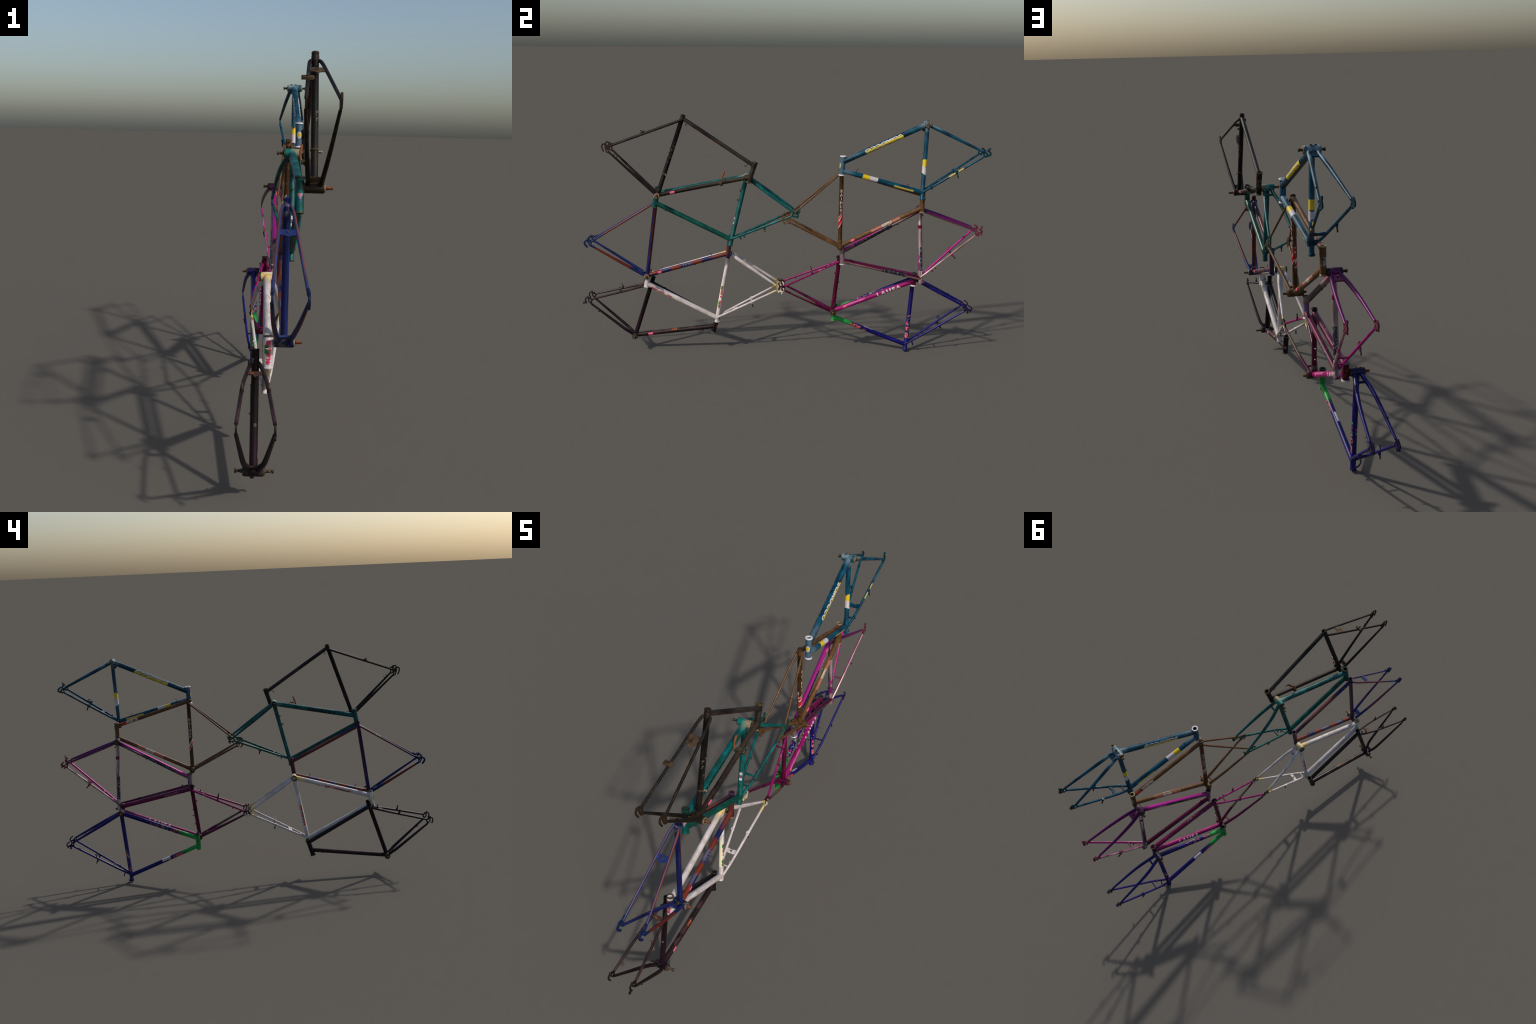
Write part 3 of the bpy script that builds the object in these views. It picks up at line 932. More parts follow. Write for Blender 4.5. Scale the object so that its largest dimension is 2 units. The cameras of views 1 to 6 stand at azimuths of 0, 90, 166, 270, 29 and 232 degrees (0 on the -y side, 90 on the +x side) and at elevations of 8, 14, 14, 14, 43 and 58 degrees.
def frame_white():
    F = Frame("white", "upturned white mountain bike frame with pink and green decals", (-0.0393, 0.0013, -0.0034),
              dict(BB=(-248, 539.4), ST=(-317.3, 167.9), HT=(-671.9, 354.9), HB=(-657.9, 445.7), TTs=(-312.9, 191.5), TTh=(-668.8, 375),
                   DTh=(-661, 419.2), SS=(-311, 197), CE=(-10.2, 380.8), SE=(-10.4, 353.4)),
              (0.0235, 0.0235, 0.052, 0.047), col_white)
    triangle(F, 0.0136, 0.0102, 0.0122, 0.0122, ((0.0035, 0.0008), (0.004, 0.0008)))
    f = rear(F, [(0, 0.009), (0.1, 0.015), (0.3, 0.025), (1, None)], [(0, 0.012), (0.1, (0.0165, 0.0155)), (0.3, (0.0275, 0.025)), (0.55, (0.037, 0.0345)), (1, None)],
             [(0, 0.0062, 0.0062), (1, 0.0056, 0.0056)], [(0, 0.0085, 0.0105), (0.45, 0.0078, 0.0092), (1, 0.0054, 0.0054)])
    F.bottom_bracket(cups=(0.0, 0.0))
    for s in (1, -1):
        c = F.pts["BB"]
        Mx = F.basis(F.P(c, s * 0.021), F.P(c, s * 0.0262))
        F.add("bearing_ring", F.lathe([(0, 0.0150), (0.0045, 0.0152), (0.005, 0.0145), (0.005, 0.0118), (0, 0.0118)], Mx, 26), Mx, dull_steel())
    bridge_plate(F, f, "ss", 0.285, 0.345, 0.006, point=-0.004, hole=True)
    bridge_tube(F, f, "ss", 0.12, 0.0036)
    bridge_plate(F, f, "cs", 0.155, 0.235, 0.006, hole=True)
    bridge_tube(F, f, "cs", 0.085, 0.0050)
    strokes = [(3.2, [(-11, 381), (-6, 374), (-4, 364), (-6, 354)]), ((3.0, 2.6), [(-6, 354), (6, 352), (18, 348), (26, 353), (28, 362), (22, 372)]),
               (2.8, [(18, 350), (18, 337)]), (2.2, [(9, 364), (12, 357), (16, 350)]), (2.6, [(-4, 370), (5, 371), (9, 364)]), (2.4, [(0, 352), (1, 346)])]
    for s in (1, -1):
        F.dropout(s, strokes, [(2, 346, 3.4, 1.6)])
    seat_eyelet(F, (-304.5, 171))
    loop(F, (-137, 304), (1, 0.5), 6.5, 4.5, 0.036, 0.0016, stem=5)
    brake_boss(F, (-134, 291), (-128, 262), 0.036)
    brake_boss(F, (-137, 291), (-131, 264), -0.036)
    F.nub((-256, 222), 0.016, (0, 0.5, -1), 0.011, 0.003)
    F.nub((-47, 406), 0.046, (0, 0.5, 1), 0.009, 0.003)
    F.nub((-47, 406), -0.043, (0, 0.5, 1), 0.009, 0.003)
    F.nub((-594, 441), -0.003, (0, -0.3, 1), 0.012, 0.005)
    F.nub((-380, 489), 0.0, (0, 0, -1), 0.010, 0.003, dull_steel())
    F.nub((-422, 476), 0.0, (0, 0, -1), 0.010, 0.003, dull_steel())
    F.nub((-620, 340), 0.004, (0, -0.4, -1), 0.009, 0.003)
    F.nub((-505, 282), 0.004, (0, -0.4, -1), 0.011, 0.003)


# ========================================================== 5 · dark aubergine
def col_aubergine(part):
    o = dict(rough=0.32, coat=0.45)
    wear = dict(c=(60, 38, 36), spots=(70, 0.62), spsoft=0.06, amt=0.5)
    blackish = dict(c=(10, 5, 6), spots=(18, 0.5), spsoft=0.15, amt=0.8)
    B = (28, 14, 18)
    if part == "seat_tube":
        return (17, 6, 7), [dict(c=(30, 10, 24), z=(-1, 0.4), soft=0.2, amt=0.7), dict(c=(18, 12, 8), z=(0.86, 2), soft=0.03)], o
    if part == "down_tube":
        return (34, 15, 17), [blackish, dict(c=(66, 42, 40), z=(0.2, 0.75), side=(UP, 0.55), spots=(30, 0.48), amt=0.7), wear], o  # pinkish UP layer lightens the upper flank for sunlight
    if part == "top_tube":
        return (20, 12, 16), [blackish], o
    if part == "head_tube":
        return (14, 8, 8), [dict(c=(96, 88, 76), z=(0.95, 2), soft=0.012), dict(c=(54, 46, 34), z=(-1, 0.06)), wear], o
    if part == "seat_stay":
        return (48, 29, 30), [dict(c=(20, 11, 12), spots=(40, 0.55), spsoft=0.1)], o
    if part == "chain_stay":
        return (24, 11, 14), [dict(c=(48, 30, 30), spots=(70, 0.64), spsoft=0.05, amt=0.4)], o
    if part == "bottom_bracket":
        return (26, 13, 24), [dict(c=(58, 46, 34), spots=(60, 0.54), amt=0.7)], o
    if part == "rack":
        return (64, 42, 38), [dict(c=(104, 62, 34), spots=(60, 0.58))], dict(rough=0.5, coat=0.1)
    if part == "dropout":
        return (22, 12, 12), [dict(c=(52, 38, 22), spots=(70, 0.62))], dict(rough=0.45, coat=0.1)
    return (42, 26, 26), [wear], o


def frame_aubergine():
    F = Frame("aubergine", "dark aubergine touring frame standing at the bottom", (-0.0736, 0.0016, -0.0041),
              dict(BB=(-742.9, 85.5), ST=(-638.5, 401.7), HT=(-309.3, 195.6), HB=(-338.1, 101.9), TTs=(-649.4, 368.5), TTh=(-315.6, 178.3),
                   DTh=(-328.8, 135.1), SS=(-651, 364), CE=(-954.6, 268.7), SE=(-948.3, 294)),
              (0.0266, 0.0266, 0.0495, 0.046), col_aubergine)
    triangle(F, 0.0122, 0.0108, 0.0106, 0.0121, ((0.004, 0.0014), (0.006, 0.0028)))
    f = rear(F, [(0, 0.009), (0.1, 0.0185), (0.2, 0.024), (0.42, 0.034), (1, None)], [(0, 0.009), (0.12, 0.0185), (0.28, (0.030, 0.029)), (1, None)],
             [(0, 0.0062, 0.0062), (1, 0.0055, 0.0055)], [(0, 0.008, 0.009), (0.4, 0.0076, 0.0082), (1, 0.0054, 0.0054)])
    F.bottom_bracket(axle=(0.029, 0.026), cups=(0.004, 0.004), nut=(True, True), mat_cup=dull_steel())
    bridge_plate(F, f, "ss", 0.165, 0.215, 0.005, F.plain("rack"), point=0.012, hole=True)
    bridge_plate(F, f, "cs", 0.075, 0.13, 0.006)
    F.nub((-741, 69), -0.004, (0, 0, -1), 0.010, 0.006, dull_steel(), "cable_plate")
    strokes = [(3.0, [(-949, 291), (-954, 280), (-955, 270)]), ((2.6, 2.4), [(-949, 292), (-960, 296), (-972, 303), (-981, 299), (-984, 288), (-979, 273)]),
               (2.2, [(-970, 299), (-967, 283), (-955, 270)]), (2.2, [(-972, 303), (-970, 309)]), (2.2, [(-961, 296), (-959, 302)])]
    F.dropout(1, strokes + [(2.6, [(-979, 275), (-986, 277)])], [(-991, 274, 6.0, 3.2)])
    F.dropout(-1, strokes, [(-970, 309, 3.0, 1.3)])
    brake_boss(F, (-805, 332), (-810, 356), 0.036)
    brake_boss(F, (-805, 333), (-810, 354), -0.035)
    F.nub((-918, 228), 0.045, (0, -0.5, -1), 0.009, 0.0035)
    F.nub((-815, 141), 0.034, (0, -0.6, -1), 0.008, 0.002)
    F.nub((-582, 341), 0.0, (0, 0.3, 1), 0.010, 0.003)
    F.nub((-480, 281), 0.0, (0, 0.3, 1), 0.010, 0.003)
    F.nub((-388, 117), 0.0, (0, 0, -1), 0.010, 0.003, dull_steel())
    F.nub((-690, 374), -0.018, (0, 0, 1), 0.016, 0.0028)
    F.nub((-668, 376), -0.008, (0, 0.2, 1), 0.012, 0.0040)
    price_tag(F, "down_tube", 0.165, 0.222, OUT_P)
    orange = sticker("orange_decal", (206, 92, 40))
    F.text("down_tube", "M4", 0.49, (0.7, 0, 0.7), True, 0.009, orange, squash=1.7, shear=0.3)
    # round badge on the head tube
    ob, M, L, r = F.tubes["head_tube"]
    disc(F, "head_tube", 0.62, (0.35, 1, 0.2), 0.0085, sticker("badge_red", (124, 52, 52)), 0.0004)
    disc(F, "head_tube", 0.62, (0.35, 1, 0.2), 0.0050, sticker("badge_grey", (130, 118, 112)), 0.0007)
    for t in (0.36, 0.375):
        F.patch("seat_tube", t, t + 0.006, (0.2, -1, 0), 0.35, sticker("pale_scratch", (122, 108, 104)), name="scratch_mark")


def disc(F, part, t, side, rad, mat, proud, stretch=1.0, name="head_badge"):
    """round or oval badge bent round a tube"""
    ob, M, L, r = F.tubes[part]
    dx, dy = F.dirs(M)(side)
    th0 = math.atan2(dy, dx)
    bm = bmesh.new()
    rings = []
    for q, R in ((0.0, r + proud), (0.33, r + proud), (0.66, r + proud), (1.0, r + proud), (1.0, r - 0.0006)):
        ring = []
        for k in range(20):
            a = 2 * math.pi * k / 20
            w, z = max(q, 0.01) * rad * math.cos(a), max(q, 0.01) * rad * stretch * math.sin(a)
            ring.append(bm.verts.new((R * math.cos(th0 + w / R), R * math.sin(th0 + w / R), t * L + z)))
        rings.append(ring)
    bm.faces.new(rings[0])
    for r0, r1 in zip(rings, rings[1:]):
        for k in range(20):
            bm.faces.new((r0[k], r0[(k + 1) % 20], r1[(k + 1) % 20], r1[k]))
    F.add(name, bm, M, mat, parent=(ob, M))


# =============================================================== 6 · petrol
def col_petrol(part):
    o = dict(rough=0.24, coat=0.55)
    B = (0, 62, 82)
    deep = dict(c=(0, 24, 42), spots=(20, 0.52), spsoft=0.1, amt=0.7)
    chalk = (78, 98, 112)
    yel, whi = (198, 170, 26), (182, 174, 174)
    if part == "down_tube":
        return B, [dict(c=(104, 122, 130), z=(-1, 0.07), soft=0.05, amt=0.7), dict(c=(62, 84, 96), z=(0.82, 2), soft=0.08, wob=0.2, side=(UP, 0.1), ssoft=0.4), deep], o
    if part == "seat_tube":
        return B, [deep, dict(c=yel, z=(0.458, 0.556), soft=0.004), dict(c=whi, z=(0.556, 0.655), soft=0.004, slant=1.6), dict(c=(88, 112, 124), z=(-1, 0.08), soft=0.05)], o
    if part == "top_tube":
        return B, [deep, dict(c=yel, z=(0.660, 0.745), soft=0.004, wob=0.012), dict(c=whi, z=(0.560, 0.660), soft=0.004, wob=0.012),
                   dict(c=(190, 172, 78), z=(0.115, 0.355), side=((1, 0, -0.7), 0.84), wob=0.05, soft=0.008), dict(c=(190, 172, 78), z=(0.115, 0.355), side=((-1, 0, -0.4), 0.72), wob=0.05, soft=0.008),
                   dict(c=(84, 110, 124), z=(0.88, 2), soft=0.06, amt=0.7)], o
    if part == "head_tube":
        return (46, 76, 92), [dict(c=chalk, spots=(26, 0.5), spsoft=0.15, amt=0.8), dict(c=(24, 76, 100), z=(0.15, 0.9), side=((0, 1, 0), 0.2), ssoft=0.4, amt=0.7),
                                dict(c=(206, 202, 204), z=(0.945, 2), soft=0.01), dict(c=(206, 202, 204), z=(-1, 0.065), soft=0.012)], o
    if part == "labelled_seat_stay":
        return B, [deep, dict(c=(160, 148, 76), z=(0.44, 0.68), side=((1, 0, 0.2), 0.55), outward=True, soft=0.006)], o
    if part == "seat_stay":
        return B, [deep], o
    if part == "chain_stay":
        return B, [deep, dict(c=(104, 128, 138), z=(-1, 0.22), soft=0.06, side=((0, 0, 1), 0.2), outward=True, spots=(40, 0.46), amt=0.7)], o
    if part == "bottom_bracket":
        return (30, 74, 88), [dict(c=(128, 140, 146), spots=(40, 0.5), spsoft=0.12)], o
    if part == "dropout":
        return (0, 46, 56), [], dict(rough=0.35, coat=0.3)
    return B, [deep], o


def frame_petrol():
    F = Frame("petrol", "upturned petrol blue mountain bike frame, yellow and white lettering", (0.0882, -0.0035, -0.0093),
              dict(BB=(699.1, 1192), ST=(688.3, 831.8), HT=(299.4, 947.8), HB=(305.8, 1042.8), TTs=(689.4, 867.5), TTh=(301, 971.5),
                   DTh=(303.9, 1013.9), SS=(690, 871), CE=(960.9, 1066.5), SE=(958.6, 1045)),
              (0.0276, 0.0266, 0.0525, 0.049), col_petrol)
    F.alt["seat_stay", 1] = "labelled_seat_stay"
    triangle(F, 0.0128, 0.0102, 0.0113, 0.0132, ((0.005, 0.0024), (0.005, 0.0024)))
    f = rear(F, [(0, 0.010), (0.1, 0.016), (0.3, 0.027), (1, None)], [(0, 0.0140), (0.25, (0.0225, 0.0240)), (0.5, (0.0325, 0.0335)), (1, None)],
             [(0, 0.0062, 0.0062), (1, 0.0056, 0.0056)], [(0, 0.0080, 0.0092), (0.45, 0.0076, 0.0084), (1, 0.0054, 0.0054)])
    F.bottom_bracket(axle=(0.020, 0.020), cups=(0.0045, 0.004), nut=(True, True))
    bridge_plate(F, f, "ss", 0.275, 0.335, 0.006, point=-0.006, hole=False)
    bridge_tube(F, f, "ss", 0.12, 0.0040)
    bridge_plate(F, f, "cs", 0.06, 0.15, 0.007, hole=True)
    F.nub((688, 1163), -0.004, (0.1, 1, -0.2), 0.016, 0.006)
    for s in (-0.012, 0.004):
        F.nub((701, 1205), s, (0, 0.1, 1), 0.010, 0.0045, dull_steel(), "cable_plate")
    strokes = [(2.3, [(959, 1067), (961, 1059), (959, 1050), (957, 1044)]), ((3.4, 3.2), [(959, 1067), (969, 1063), (979, 1053), (986, 1051), (991, 1058), (985, 1068), (976, 1074)]),
               (2.6, [(957, 1044), (970, 1048), (982, 1049)])]
    F.dropout(1, strokes + [(3.0, [(980, 1072), (984, 1078)])], [(985, 1082, 5.6, 2.6), (971, 1043, 3.6, 1.7)])
    F.dropout(-1, strokes, [(971, 1043, 3.6, 1.7)])
    seat_eyelet(F, (700.5, 838), r=0.0056)
    wire_hook(F, [(370, 963), (370, 973), (374, 977), (380, 977)])
    wire_hook(F, [(620, 893), (622, 901), (619, 906), (613, 907)])
    F.nub((368, 945), 0.003, DOWN, 0.010, 0.003)
    F.nub((505, 906), 0.003, DOWN, 0.010, 0.003)
    F.nub((385, 1056), 0.0, (0, -0.3, 1), 0.013, 0.0055)
    F.nub((904, 1097), 0.046, (0, 0.4, 1), 0.010, 0.0032)
    loop(F, (841, 983), (1, 0.55), 13, 4.2, 0.041, 0.0019)
    brake_boss(F, (838, 972), (849, 943), 0.041)
    brake_boss(F, (838, 972), (849, 943), -0.041)
    F.nub((728, 893), 0.022, (0, 0.4, -1), 0.016, 0.0042)
    for y, z in ((692, 1027), (692, 960)):
        F.nub((y - 10, z), 0.0, (0, -1, 0), 0.004, 0.0030, dull_steel(), "bottle_boss")
    W, Y = sticker("white_decal", (182, 174, 170)), sticker("yellow_decal", (206, 178, 40))
    for sd, fl in ((OUT_P, True), (OUT_M, False)):
        F.text("down_tube", "SCIROCCO", 0.52, (sd[0], 0, 0.35), fl, 0.0160, W, spread=1.03, bold=0.0011, squash=1.58, proud=0.0003)
        F.text("down_tube", "SCIROCCO", 0.51, (sd[0], 0, -0.30), fl, 0.0155, Y, spread=1.03, bold=0.0017, squash=1.64, proud=0.0006)
    disc(F, "head_tube", 0.50, (0.1, -1, 0), 0.0100, sticker("badge_white", (176, 166, 166)), 0.0004, stretch=1.35)
    disc(F, "head_tube", 0.50, (0.1, -1, 0), 0.0085, Y, 0.0008, stretch=0.80)
    F.text("head_tube", "S", 0.50, (0.1, -1, 0), False, 0.007, sticker("grey_decal", (110, 104, 60)), proud=0.0010)


# ================================================================ 7 · bronze
def col_bronze(part):
    o = dict(rough=0.34, coat=0.4)
    B = (98, 65, 33)
    mott = dict(c=(72, 46, 20), spots=(28, 0.5), spsoft=0.15, amt=0.7)
    scr = dict(c=(146, 116, 82), spots=(150, 0.66), spsoft=0.04, amt=0.6)
    if part == "seat_tube":
        return (62, 38, 14), [mott, scr, dict(c=(190, 178, 170), z=(0.285, 0.425), soft=0.004, slant=-5.0, side=((1, 0.1, 0), -0.3)),
                              dict(c=(178, 30, 26), z=(0.30, 0.365), soft=0.004, slant=-5.0, side=((1, 0.1, 0), -0.3)), dict(c=(178, 30, 26), z=(0.385, 0.415), soft=0.004, slant=-5.0, side=((1, 0.1, 0), -0.3)),
                              dict(c=(190, 178, 170), z=(0.31, 0.40), soft=0.004, slant=5.0, side=((-1, 0.1, 0), -0.1)), dict(c=(168, 30, 28), z=(0.325, 0.36), soft=0.004, slant=5.0, side=((-1, 0.1, 0), -0.1)),
                              dict(c=(140, 40, 36), z=(0.40, 0.86), side=((0.55, 1, 0), 0.975), ssoft=0.02, soft=0.01), dict(c=(140, 40, 36), z=(0.40, 0.86), side=((-0.55, 1, 0), 0.975), ssoft=0.02, soft=0.01),
                              dict(c=(56, 38, 24), z=(0.94, 2))], o
    if part == "down_tube":
        sal = (146, 84, 68)
        lay = [mott, scr]
        for sx in (1, -1):
            lay += [dict(c=sal, z=(0.386, 0.51), side=((sx, 0, 0.15), 0.55), soft=0.006, ssoft=0.05), dict(c=sal, z=(0.64, 0.735), side=((sx, 0, 0.15), 0.55), soft=0.006, ssoft=0.05),
                    dict(c=(150, 126, 104), z=(0.386, 0.735), side=((sx, 0, 0.15), 0.95), soft=0.006, ssoft=0.02, amt=0.6),
                    dict(c=(172, 158, 142), z=(0.515, 0.632), side=((sx, 0, 0.15), 0.5), soft=0.004, ssoft=0.05, spots=(120, 0.42))]
        return B, lay, o
    if part == "top_tube":
        return (98, 64, 30), [mott, scr, dict(c=(172, 150, 136), z=(0.70, 0.86), side=((-1, 0, 0.2), 0.4), soft=0.004, spots=(110, 0.42)), dict(c=(170, 44, 36), z=(0.87, 0.92), side=((-1, 0, 0.2), 0.2), soft=0.004, slant=4.0)], o
    if part == "head_tube":
        return (102, 72, 42), [mott, dict(c=(136, 120, 92), z=(-1, 0.05)), dict(c=(132, 118, 92), z=(0.95, 2))], o
    if part == "bottom_bracket":
        return (76, 56, 28), [mott], o
    if part == "dropout":
        return (92, 62, 30), [mott], dict(rough=0.45, coat=0.15)
    return (92, 62, 33), [mott, scr], o


def frame_bronze():
    F = Frame("bronze", "bronze lugged road frame with red and white stripes", (0.0293, 0.0068, 0.0076),
              dict(BB=(302.3, 590.9), ST=(303.7, 979.4), HT=(698.8, 867.7), HB=(697.7, 761), TTs=(303.9, 967), TTh=(698.5, 849.1),
                   DTh=(698, 786), SS=(303.5, 960), CE=(58.7, 717.6), SE=(66.4, 756.9)),
              (0.0291, 0.0291, 0.046, 0.0412), col_bronze)
    triangle(F, 0.0112, 0.0102, 0.0097, 0.0108, ((0.005, 0.0024), (0.005, 0.0020)))
    f = rear(F, [(0, 0.0115), (0.05, 0.0135), (0.3, 0.022), (1, None)], [(0, 0.014), (0.1, 0.0185), (0.5, 0.031), (1, None)],
             [(0, 0.0050, 0.0050), (1, 0.0044, 0.0044)], [(0, 0.0078, 0.0086), (0.4, 0.0070, 0.0075), (1, 0.0050, 0.0050)])
    lm = F.plain("lug")
    lug(F, "down_tube", 0.035, 0.085, 0.0009, lm)
    lug(F, "seat_tube", 0.035, 0.085, 0.0009, lm)
    lug(F, "seat_tube", 0.93, 0.985, 0.0009, lm)
    lug(F, "head_tube", 0.08, 0.34, 0.0008, lm)
    lug(F, "head_tube", 0.66, 0.93, 0.0008, lm)
    F.bottom_bracket(axle=(0.021, 0.016), cups=(0.004, 0.004), mat_cup=shared("bronzed_steel", (92, 74, 46), [dict(c=(46, 34, 18), spots=(90, 0.52))], rough=0.5, metal=0.35, coat=0.0))
    bridge_tube(F, f, "cs", 0.12, 0.0045)
    strokes = [((3.2, 3.4), [(66, 757), (60, 752), (52, 747)]), ((3.4, 2.6), [(52, 747), (40, 747), (28, 745), (20, 735), (23, 723), (31, 712)]), (3.2, [(52, 745), (51, 732), (55, 719), (68, 714)]),
               (2.0, [(37, 735), (41, 724), (45, 715), (56, 716)]), (2.8, [(40, 742), (37, 735)])]
    for s in (1, -1):
        F.dropout(s, strokes, [(44, 750, 3.6, 1.8)])
    seat_eyelet(F, (291, 971), r=0.0048, half=0.0068)
    price_tag(F, "down_tube", 0.135, 0.178, (1, 0, 0.2))
    pale = sticker("silver_decal", (158, 146, 136))
    for sd in (1, -1):
        for k, ch in enumerate("RAINUP"):
            stacked_letter(F, "seat_tube", ch, 0.71 - 0.049 * k, (sd, 0.12, 0), 0.0135, pale)
    F.patch("head_tube", 0.36, 0.70, (-0.35, 1, 0.1), 0.62, paint("bronze_badge", (140, 138, 136), [dict(c=(42, 44, 48), spots=(75, 0.5), spsoft=0.05)], coat=0, rough=0.5), name="head_badge")
    F.patch("head_tube", 0.705, 0.725, (-0.35, 1, 0.1), 0.6, sticker("red_decal", (176, 40, 44)), name="head_badge")


def stacked_letter(F, part, ch, t, side, size, mat):
    """one upright letter of a word that runs down a tube"""
    ob, M, L, r = F.tubes[part]
    cu = bpy.data.curves.new("lettering", "FONT")
    cu.body = ch
    cu.size = size / 0.7
    cu.align_x = cu.align_y = "CENTER"
    cu.offset = 0.0012
    cu.resolution_u = 3
    t_ob = bpy.data.objects.new("lettering", cu)
    bpy.context.scene.collection.objects.link(t_ob)
    me = bpy.data.meshes.new_from_object(t_ob.evaluated_get(bpy.context.evaluated_depsgraph_get()))
    bpy.data.objects.remove(t_ob)
    bm = bmesh.new()
    bm.from_mesh(me)
    bpy.data.meshes.remove(me)
    bmesh.ops.triangulate(bm, faces=bm.faces)
    for _ in range(3):
        es = [e for e in bm.edges if e.calc_length() > 0.003]
        if es:
            bmesh.ops.subdivide_edges(bm, edges=es, cuts=1)
            bmesh.ops.triangulate(bm, faces=bm.faces)
    dx, dy = F.dirs(M)(side)
    th0 = math.atan2(dy, dx)
    up = 1 if (M.to_3x3() @ Vector((0, 0, 1))).z > 0 else -1
    R = r + 0.0004
    for v in bm.verts:
        u, w = v.co.x, v.co.y
        th = th0 + up * u / R
        v.co = Vector((R * math.cos(th), R * math.sin(th), t * L + up * w))
    F.add("lettering", bm, M, mat, parent=(ob, M))


# ========================================================= 8 · chrome/magenta
def col_orchid(part):
    o = dict(rough=0.24, coat=0.5, metal=0.3, mottle=0.12)
    S, Mg, Pu = (132, 106, 102), (150, 18, 118), (70, 4, 68)  # S is silver darkened towards the ground tones chrome mirrors
    dark = (46, 3, 20)
    painted_reflection = dict(c=(74, 50, 44), spots=(60, 0.5), spsoft=0.12, stretch=(1, 1, 0.12), amt=0.7)  # brown streaks coloured like the ground seen in the chrome
    painted_highlight = dict(c=(222, 206, 200), spots=(70, 0.58), spsoft=0.05, stretch=(1, 1, 0.10), amt=0.8)  # white glints of the chrome drawn into the base colour
    dec = lambda z0, z1, sd: [dict(c=(38, 34, 44), z=(z0, z1), side=(sd, 0.45), soft=0.006, ssoft=0.1), dict(c=(50, 72, 84), z=(z0, z1), side=(sd, 0.5), soft=0.006, spots=(85, 0.55)),
                              dict(c=(130, 120, 108), z=(z0, z1), side=(sd, 0.55), soft=0.006, spots=(120, 0.60)), dict(c=(150, 60, 70), z=(z0, z1), side=(sd, 0.5), soft=0.006, spots=(70, 0.64))]
    if part == "down_tube":
        return S, [painted_reflection, painted_highlight, dict(c=(150, 26, 120), side=((0, -0.2, 1), 0.25), ssoft=0.25, wob=0.12), dict(c=Pu, z=(-1, 0.10), soft=0.05)] + dec(0.36, 0.84, (0.9, 0, -0.5)) + dec(0.36, 0.80, (-0.95, 0, -0.35)), o
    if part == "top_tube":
        return S, [painted_reflection, dict(c=(82, 5, 46), side=((0, 0.15, 1), 0.05), ssoft=0.2, wob=0.12), dict(c=dark, z=(-1, 0.45), side=((0, 0.15, 1), 0.2), soft=0.1, amt=0.6)] + dec(0.19, 0.49, (1, 0, -0.4)) + dec(0.3, 0.7, (-1, 0, -0.4)), o
    if part == "seat_tube":
        return (150, 128, 126), [painted_reflection, painted_highlight, dict(c=(98, 8, 40), z=(0.21, 0.255), soft=0.005), dict(c=(150, 40, 120), z=(0.61, 0.67), soft=0.012), dict(c=(120, 20, 96), z=(0.71, 0.82), soft=0.008, side=((1, 0.3, 0), -0.4)),
                                 dict(c=Pu, z=(-1, 0.05))] + dec(0.50, 0.82, (0.75, 0.65, 0)) + dec(0.5, 0.84, (-0.9, -0.4, 0)), o
    if part == "head_tube":
        return (158, 142, 146), [painted_reflection, dict(c=(112, 60, 120), z=(0.35, 0.75), side=((0, 1, 0), 0.2), ssoft=0.4, amt=0.7), dict(c=(200, 192, 190), z=(-1, 0.06)), dict(c=(90, 82, 76), z=(0.95, 2))], o
    if part == "chain_stay":
        return S, [painted_reflection, dict(c=(84, 4, 76), side=((0, 0.3, 1), -0.1), outward=True, ssoft=0.25), dict(c=Pu, z=(-1, 0.3), side=((0, 0.3, 1), -0.3), outward=True, soft=0.15)], o
    if part == "seat_stay":
        return (168, 138, 138), [painted_reflection, painted_highlight, dict(c=(150, 16, 112), side=("in", 0.0), outward=True, ssoft=0.25, wob=0.05)], o
    if part == "bottom_bracket":
        return (78, 6, 62), [dict(c=(80, 62, 68), spots=(50, 0.52), amt=0.8), dict(c=(34, 26, 28), z=(-1, 0.12)), dict(c=(34, 26, 28), z=(0.88, 2))], dict(rough=0.3, coat=0.4)
    if part == "dropout":
        return (96, 48, 54), [dict(c=(88, 20, 46), spots=(50, 0.5))], dict(rough=0.4, coat=0.2)
    return (132, 34, 90), [painted_reflection], dict(rough=0.3, coat=0.4)


